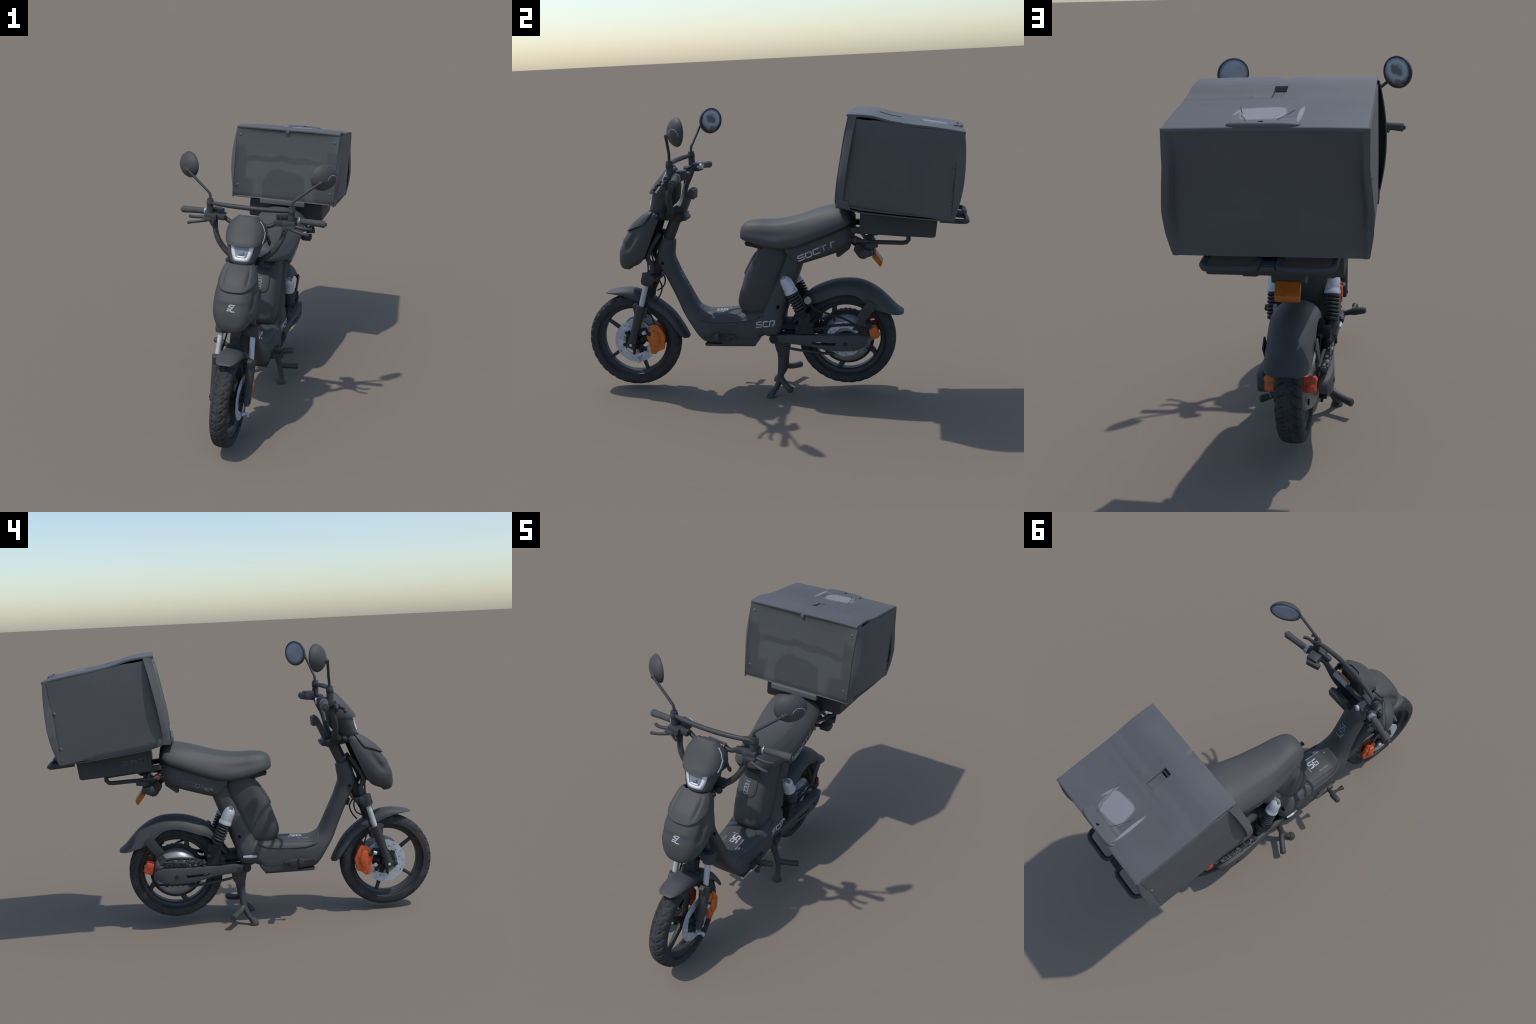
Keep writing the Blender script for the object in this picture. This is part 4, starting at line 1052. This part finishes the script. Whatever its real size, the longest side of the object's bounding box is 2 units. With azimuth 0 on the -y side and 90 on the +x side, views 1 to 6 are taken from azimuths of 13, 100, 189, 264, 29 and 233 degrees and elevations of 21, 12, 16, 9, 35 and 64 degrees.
# bar risers (curved struts) and steering head block
S = Shape().tube([(0.190, -0.425, 1.155), (0.186, -0.438, 1.120), (0.176, -0.456, 1.080), (0.158, -0.466, 1.040), (0.128, -0.470, 1.000), (0.096, -0.474, 0.972), (0.070, -0.478, 0.955)], [0.015, 0.0145, 0.0145, 0.015, 0.0155, 0.016, 0.014], 14, k=5)
pair(S, 'bar_riser', FRAME, root)
S = Shape().box((0, -0.470, 0.943), (0.15, 0.085, 0.040), 0.010, (-0.25, 0, 0)).box((0, -0.535, 0.945), (0.12, 0.07, 0.035), 0.008, (-0.2, 0, 0))
S.ball((0.085, -0.525, 0.955), 0.017).ball((-0.085, -0.525, 0.955), 0.017).ball((0.07, -0.555, 0.945), 0.015).ball((-0.07, -0.555, 0.945), 0.015)
S.tube([(-0.095, -0.495, 0.965), (0.095, -0.495, 0.965)], 0.015, 12)
obj(S, 'steering_head', SOOT, root)
# ignition and holder bracket behind the bar
S = Shape().prism([(-0.388, 1.083), (-0.366, 1.073), (-0.369, 1.025), (-0.390, 1.032), (-0.410, 1.053)], -0.052, 0.040, 0.006)
S.prism([(-0.412, 1.050), (-0.390, 1.035), (-0.428, 0.950), (-0.458, 0.952)], -0.034, 0.034, 0.006)
S.prism([(-0.462, 0.955), (-0.428, 0.955), (-0.411, 0.935), (-0.413, 0.919), (-0.455, 0.914), (-0.475, 0.925)], -0.045, 0.045, 0.005)
S.tube([(0, -0.42, 0.935), (0.055, -0.418, 0.935)], 0.010, 12)
obj(S, 'phone_bracket', FRAME, root)
# cables off the bar
S = Shape()
for sx in (-1, 1):
    S.tube([(sx * 0.19, -0.462, 1.135), (sx * 0.175, -0.468, 1.10), (sx * 0.162, -0.470, 1.05)], 0.0035, 8, k=6)
S.tube([(0.115, -0.470, 1.040), (0.118, -0.482, 1.062), (0.112, -0.488, 1.085), (0.116, -0.488, 1.102)], [0.003, 0.010, 0.007, 0.002], 8, k=4)
obj(S, 'control_cable', SOOT, root, stuff=True)

# ------------------------------------------------------------------ mirrors
def mirror(sx):
    """dish: ellipse .077 x .068, facing the rider and turned inwards"""
    C = Vector((sx * 0.3595, -0.350, 1.396)); phi = radians(37)
    Nn = Vector((-sx * sin(phi), cos(phi), -0.05)).normalized()      # glass normal
    H = Vector((sx * cos(phi), sin(phi), 0)).normalized(); V = Nn.cross(H).normalized()
    if V.z < 0: V = -V
    a, b, d = 0.0765, 0.0690, 0.036
    S = Shape(); R = []
    prof = [(0.03, -d), (0.25, -d * 0.97), (0.5, -d * 0.85), (0.72, -d * 0.62), (0.88, -d * 0.34), (0.97, -d * 0.08), (1.0, 0.10 * d), (0.985, 0.22 * d), (0.95, 0.25 * d), (0.925, 0.15 * d)]
    for r, h in prof: R.append([C + H * (a * r * cos(q)) + V * (b * r * sin(q)) + Nn * h for q in [2 * pi * j / 48 for j in range(48)]])
    S.rings(R, cap=True)
    shell = obj(S, 'mirror', PLASTIC, root, angle=50)
    if sx > 0:
        mb = bvh_of(shell)
        arc = [(0.034 + 0.030 * cos(radians(q)), -0.012 + 0.028 * sin(radians(q))) for q in range(-10, 190, 20)]
        lettering('scuff_ring', [arc], C, H, V, mb, Nn, 0.0035, LETTERB, shell, lift=0.0006)
        lettering('red_mark', [[(0.006, 0.060), (0.016, 0.058)]], C, H, V, mb, Nn, 0.0035, REDM, shell, lift=0.0006)
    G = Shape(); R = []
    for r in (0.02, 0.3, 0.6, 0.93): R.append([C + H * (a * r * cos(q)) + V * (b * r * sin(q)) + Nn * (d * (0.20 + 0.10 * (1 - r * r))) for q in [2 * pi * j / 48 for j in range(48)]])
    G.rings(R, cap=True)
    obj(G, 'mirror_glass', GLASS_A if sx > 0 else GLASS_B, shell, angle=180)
    J = C - Nn * (d * 0.8) - H * 0.016 - V * 0.012
    j2 = Vector((sx * 0.350, -0.398, 1.378))
    T = Shape().tube([(sx * 0.217, -0.432, 1.240), (sx * 0.217, -0.431, 1.262), (sx * 0.222, -0.429, 1.276), (sx * 0.236, -0.425, 1.288), (sx * 0.330, -0.406, 1.364), (sx * 0.345, -0.402, 1.376)], 0.0072, 12)
    T.ball(j2, 0.0125); T.tube([j2, J + Nn * 0.006], [0.010, 0.013], 12)
    obj(T, 'mirror_stem', FRAME, shell)
mirror(1); mirror(-1)

# ------------------------------------------------------------------ rear suspension, swing arm, stand
def shock():
    a = Vector((0.118, 0.090, 0.634)); b = Vector((0.116, 0.176, 0.440)); d = b - a
    P = lambda t: a + d * t
    S = Shape().tube([P(-0.02), P(0.02), P(0.06), P(0.12), P(0.30), P(0.34), P(0.36), P(0.42), P(0.43)], [0.012, 0.022, 0.027, 0.0305, 0.0310, 0.0310, 0.0340, 0.0340, 0.027], 22)
    C = Shape(); turns = 6.5; n = 150; T = d.normalized(); u = T.orthogonal().normalized(); w = T.cross(u)
    pts = [P(0.42 + 0.47 * i / n) + (u * cos(2 * pi * turns * i / n) + w * sin(2 * pi * turns * i / n)) * 0.0265 for i in range(n + 1)]
    C.tube(pts, 0.0060, 8)
    D = Shape().tube([P(0.40), P(0.90)], 0.016, 14)
    D.tube([P(0.88), P(0.93), P(0.95), P(1.05)], [0.030, 0.030, 0.020, 0.016], 18)
    pin = Shape().tube([a + Vector((-0.03, 0, 0)), a + Vector((0.022, 0, 0))], 0.010, 14)
    return S, C, D, pin
s1, s2, s3, s4 = shock()
A = pair(s1, 'shock_absorber', STEEL, root)
for o, m in zip(A, (False, True)):
    for sh, nm, mt in ((s2, 'coil_spring', FRAME), (s3, 'damper_body', SOOT), (s4, 'shock_bolt', HUBM)):
        obj(sh.mirrored() if m else sh, nm, mt, o)

# swing arm covers with a slot
def arm_shape():
    S = Shape()
    keys = [(-0.002, 0.300, 0.313, 0), (0.006, 0.288, 0.326, 0), (0.100, 0.284, 0.331, 0), (0.195, 0.275, 0.331, 0), (0.215, 0.271, 0.332, 1), (0.240, 0.266, 0.332, 2), (0.300, 0.254, 0.333, 2), (0.335, 0.253, 0.334, 1), (0.345, 0.2525, 0.334, 0),
            (0.414, 0.253, 0.336, 0), (0.452, 0.259, 0.337, 0), (0.484, 0.273, 0.331, 0), (0.497, 0.286, 0.321, 0), (0.503, 0.297, 0.309, 0)]
    xo = lambda y: interp([(0.0, 0.112), (0.03, 0.118), (0.09, 0.120), (0.21, 0.130), (0.33, 0.144), (0.40, 0.147), (0.46, 0.144), (0.503, 0.132)], y)[0]
    xi = lambda y: 0.100
    rings = []
    for y, zb, zt, _ in keys:
        xa, xb = xi(y), xo(y); bv = 0.006; bv = min(bv, (zt - zb) * 0.3)
        rings.append([(xa, y, zb), (xb - bv, y, zb), (xb - bv * 0.3, y, zb + bv * 0.4), (xb, y, zb + bv * 1.3), (xb, y, zt - bv * 1.3), (xb - bv * 0.3, y, zt - bv * 0.4), (xb - bv, y, zt), (xa, y, zt)])
    return S.rings(rings)
sa = arm_shape()
arms = []
for m in (False, True):
    o = obj(sa.mirrored() if m else sa, 'swing_arm', PLASTIC, root, angle=35); arms.append(o)
    sx = -1 if m else 1
    # cut the slot through the cover
    cut = Shape().prism([(0.213, 0.2975), (0.346, 0.2992), (0.334, 0.2815), (0.231, 0.2845)], 0.05 * sx, 0.20 * sx, 0.0)
    co = obj(cut, 'cutter', NIGHT)
    bmod = o.modifiers.new('slot', 'BOOLEAN'); bmod.object = co; bmod.operation = 'DIFFERENCE'; bmod.solver = 'EXACT'
    dg = bpy.context.evaluated_depsgraph_get(); dg.update()
    me2 = bpy.data.meshes.new_from_object(o.evaluated_get(dg)); o.modifiers.clear(); o.data = me2; o.data.set_sharp_from_angle(angle=radians(35))
    bpy.data.objects.remove(co)
S = Shape().tube([(-0.118, 0.022, 0.306), (0.118, 0.022, 0.306)], 0.022, 20).tube([(-0.126, 0.022, 0.306), (0.126, 0.022, 0.306)], 0.012, 14)
S.box((0, 0.085, 0.360), (0.14, 0.13, 0.032), 0.006).box((0, 0.10, 0.310), (0.13, 0.06, 0.05), 0.006)
obj(S, 'swing_arm_pivot', SOOT, root)
S = Shape()
S.prism([(0.155, 0.430), (0.200, 0.425), (0.220, 0.385), (0.235, 0.335), (0.130, 0.335), (0.150, 0.380)], 0.092, 0.116, 0.004)
S.box((0.100, 0.190, 0.420), (0.04, 0.06, 0.04), 0.008, (0.4, 0, 0)).ball((0.112, 0.178, 0.438), (0.02, 0.022, 0.022)).ball((0.108, 0.215, 0.382), 0.018).ball((0.108, 0.150, 0.362), 0.018)
S.tube([(0.10, 0.24, 0.35), (0.10, 0.30, 0.372), (0.10, 0.40, 0.380), (0.098, 0.47, 0.372)], 0.007, 8, k=5)
pair(S, 'shock_mount', SOOT, root)
S = Shape().tube([(0.100, 0.080, 0.258), (0.102, 0.150, 0.246), (0.102, 0.290, 0.228), (0.102, 0.330, 0.229)], 0.0072, 10)
pair(S, 'brake_rod', FRAME, root)
# chain run and small fittings on the left, hoses on the right
S = Shape(); rng = random.Random(3)
for i in range(16):
    t = i / 15; y = 0.465 - 0.22 * t; z = 0.367 - 0.012 * t + 0.006 * sin(i * 2.1)
    S.box((-0.116 - 0.008 * rng.random(), y, z), (0.012 + 0.01 * rng.random(), 0.020, 0.012 + 0.012 * rng.random()), 0.003, (rng.uniform(-0.6, 0.6), 0, rng.uniform(-.3, .3)))
    if i % 2: S.box((-0.110, y, z - 0.020), (0.02, 0.016, 0.014), 0.003, (rng.uniform(-0.8, 0.8), 0, 0))
S.tube([(-0.128, 0.46, 0.372), (-0.130, 0.40, 0.368), (-0.128, 0.33, 0.362), (-0.120, 0.24, 0.368)], 0.004, 6, k=4)
obj(S, 'drive_chain', make_mat('chain_steel', (0.06, 0.062, 0.066), 0.5, metal=0.3, var=0.6, scale=60), root, stuff=True)
S = Shape()
for i in range(5): S.tube([(-0.095, 0.445 - 0.028 * i, 0.247), (-0.125, 0.445 - 0.028 * i, 0.245)], 0.009 - 0.001 * (i % 3), 10)
S.tube([(-0.11, 0.49, 0.248), (-0.11, 0.30, 0.240)], 0.006, 8)
obj(S, 'arm_bolts', SOOT, root, stuff=True)
S = Shape()
S.tube([(0.098, 0.205, 0.500), (0.102, 0.240, 0.462), (0.104, 0.310, 0.438), (0.104, 0.380, 0.415), (0.102, 0.440, 0.380), (0.095, 0.50, 0.35)], 0.006, 8, k=5)
S.tube([(0.100, 0.230, 0.400), (0.104, 0.290, 0.420), (0.104, 0.330, 0.432), (0.10, 0.335, 0.400)], 0.005, 8, k=5)
S.tube([(0.100, 0.210, 0.350), (0.106, 0.260, 0.365), (0.104, 0.300, 0.352)], 0.006, 8, k=4)
S.box((0.098, 0.478, 0.352), (0.03, 0.05, 0.03), 0.008).box((0.095, 0.505, 0.372), (0.022, 0.03, 0.03), 0.006)
obj(S, 'brake_line', SOOT, root, stuff=True)
S = Shape().tube([(-0.06, 0.49, 0.245), (-0.062, 0.505, 0.238), (-0.064, 0.515, 0.25), (-0.064, 0.508, 0.262)], 0.004, 6, k=4).both()
obj(S, 'cable_hook', SOOT, root)

# centre stand
def stand():
    S = Shape().tube([(0.046, 0.058, 0.285), (0.052, 0.056, 0.235), (0.064, 0.053, 0.185), (0.082, 0.049, 0.138), (0.099, 0.044, 0.090), (0.113, 0.024, 0.046), (0.121, 0.004, 0.018)], [0.033, 0.030, 0.022, 0.018, 0.0165, 0.014, 0.013], 16, k=4)
    S.tube([(0.120, 0.012, 0.030), (0.121, 0.000, 0.018), (0.122, -0.003, 0.009), (0.122, -0.003, 0.000)], [0.016, 0.018, 0.024, 0.026], 18)
    S.tube([(0.097, 0.046, 0.094), (0.124, 0.066, 0.079), (0.160, 0.090, 0.070), (0.186, 0.106, 0.066), (0.194, 0.110, 0.065), (0.199, 0.112, 0.065)], [0.0165, 0.016, 0.016, 0.0175, 0.018, 0.013], 14, k=3)
    S.box((0.055, 0.060, 0.266), (0.040, 0.074, 0.036), 0.008).prism([(0.018, 0.288), (0.104, 0.288), (0.096, 0.238), (0.072, 0.205), (0.040, 0.205), (0.028, 0.240)], 0.070, 0.094, 0.006)
    return S
pair(stand(), 'centre_stand', FRAME, root)
S = Shape().tube([(-0.092, 0.060, 0.258), (0.092, 0.060, 0.258)], 0.016, 14).tube([(-0.066, 0.052, 0.180), (0.066, 0.052, 0.180)], 0.012, 12)
obj(S, 'stand_crossbar', FRAME, root)

# ------------------------------------------------------------------ lettering and marks
# flank words: squared capitals running up along the tail
dirv = Vector((0, 0.18, 0.075)).normalized(); upv = Vector((0, -0.38, 0.92)).normalized()
strokes = word('SOC', 0.024, 0.032, 0.010, 0.12)
lettering('lettering', strokes, (0.14, 0.170, 0.716), dirv, upv, tail_bvh, (-1, 0, 0), 0.0068, LETTER, root)
lettering('lettering', [[(p[0] + 0.126, p[1]) for p in st] for st in word('Tr', 0.024, 0.028, 0.016, 0.2)], (0.14, 0.170, 0.716), dirv, upv, tail_bvh, (-1, 0, 0), 0.0064, LETTER2, root)
dl = Vector((0, -0.18, -0.065)).normalized(); ul = Vector((0, -0.34, 0.94)).normalized()
lettering('lettering', word('SCOOTER', 0.018, 0.019, 0.005), (-0.14, 0.335, 0.782), dl, ul, tail_bvh, (1, 0, 0), 0.0050, SMEAR, root)
lettering('lettering', word('SCD', 0.026, 0.026, 0.009, 0.1), (0.14, -0.062, 0.372), Vector((0, 1, 0.14)).normalized(), Vector((0, -0.05, 1)).normalized(), bvh_multi(cover_o, body_o), (-1, 0, 0), 0.0062, LETTER, root)
lettering('lettering', word('SCOOTER', 0.018, 0.0125, 0.0045, 0.12), (-0.226, 0.625, 0.909), Vector((0, -1, 0.10)).normalized(), Vector((0, 0, 1)), case_bvh, (1, 0, 0), 0.0042, FADED, root)
# emblem on the shield
lettering('emblem', [[(0.018, 0.016), (-0.006, 0.016), (-0.014, 0.009), (0.008, 0.004), (0.004, -0.003), (-0.016, -0.003)], [(-0.018, -0.011), (0.000, -0.011)], [(0.012, 0.010), (-0.002, -0.008), (0.004, -0.014), (0.020, -0.014)]],
          (0.0, -0.79, 0.797), (1, 0, 0), (0, 0, 1), shield_bvh, (0, 1, 0), 0.0050, LETTER, root)
# worn print on the floor mat, the column and the battery handle cover
fl = [[(p[0], p[1]) for p in st] for st in word('5G', 0.036, 0.022, 0.010)]
lettering('floor_print', fl, (-0.012, -0.232, 0.45), (0, -1, 0), (1, 0, 0), mat_bvh, (0, 0, -1), 0.0070, LETTER3, root)
lettering('floor_print', [[(0, 0), (0.09, 0.0)], [(0.012, 0.012), (0.03, 0.012)], [(-0.02, -0.03), (-0.016, -0.03)]], (0.048, -0.330, 0.45), (0, 1, 0), (1, 0, 0), mat_bvh, (0, 0, -1), 0.0055, LETTERB, root)
lettering('floor_print', [[(0, 0), (0.06, 0.0)], [(0.1, 0.02), (0.1, 0.05)]], (-0.050, -0.320, 0.45), (0, 1, 0), (1, 0, 0), mat_bvh, (0, 0, -1), 0.0045, LETTERB, root)
cu = Vector((0, -0.42, 0.91)).normalized(); cn = Vector((0, -0.91, -0.42)).normalized()
lettering('column_print', word('HOIT', 0.026, 0.014, 0.010), (-0.020, -0.405, 0.58), cu, (1, 0, 0), body_bvh, cn, 0.0055, FADED, root)
lettering('column_print', word('LI5I', 0.034, 0.016, 0.008), (-0.012, -0.408, 0.585), cu, (1, 0, 0), body_bvh, cn, 0.0045, LETTERB, root, lift=0.0015)
lettering('battery_print', word('HOSO', 0.022, 0.014, 0.004), (-0.022, -0.145, 0.728), (0, -0.45, -0.89), (1, 0, 0), ton_bvh, (0, 0.89, -0.45), 0.0055, LETTERB, root)

for o in list(bpy.data.objects):
    if o.type == 'EMPTY' and o is not root: bpy.data.objects.remove(o)
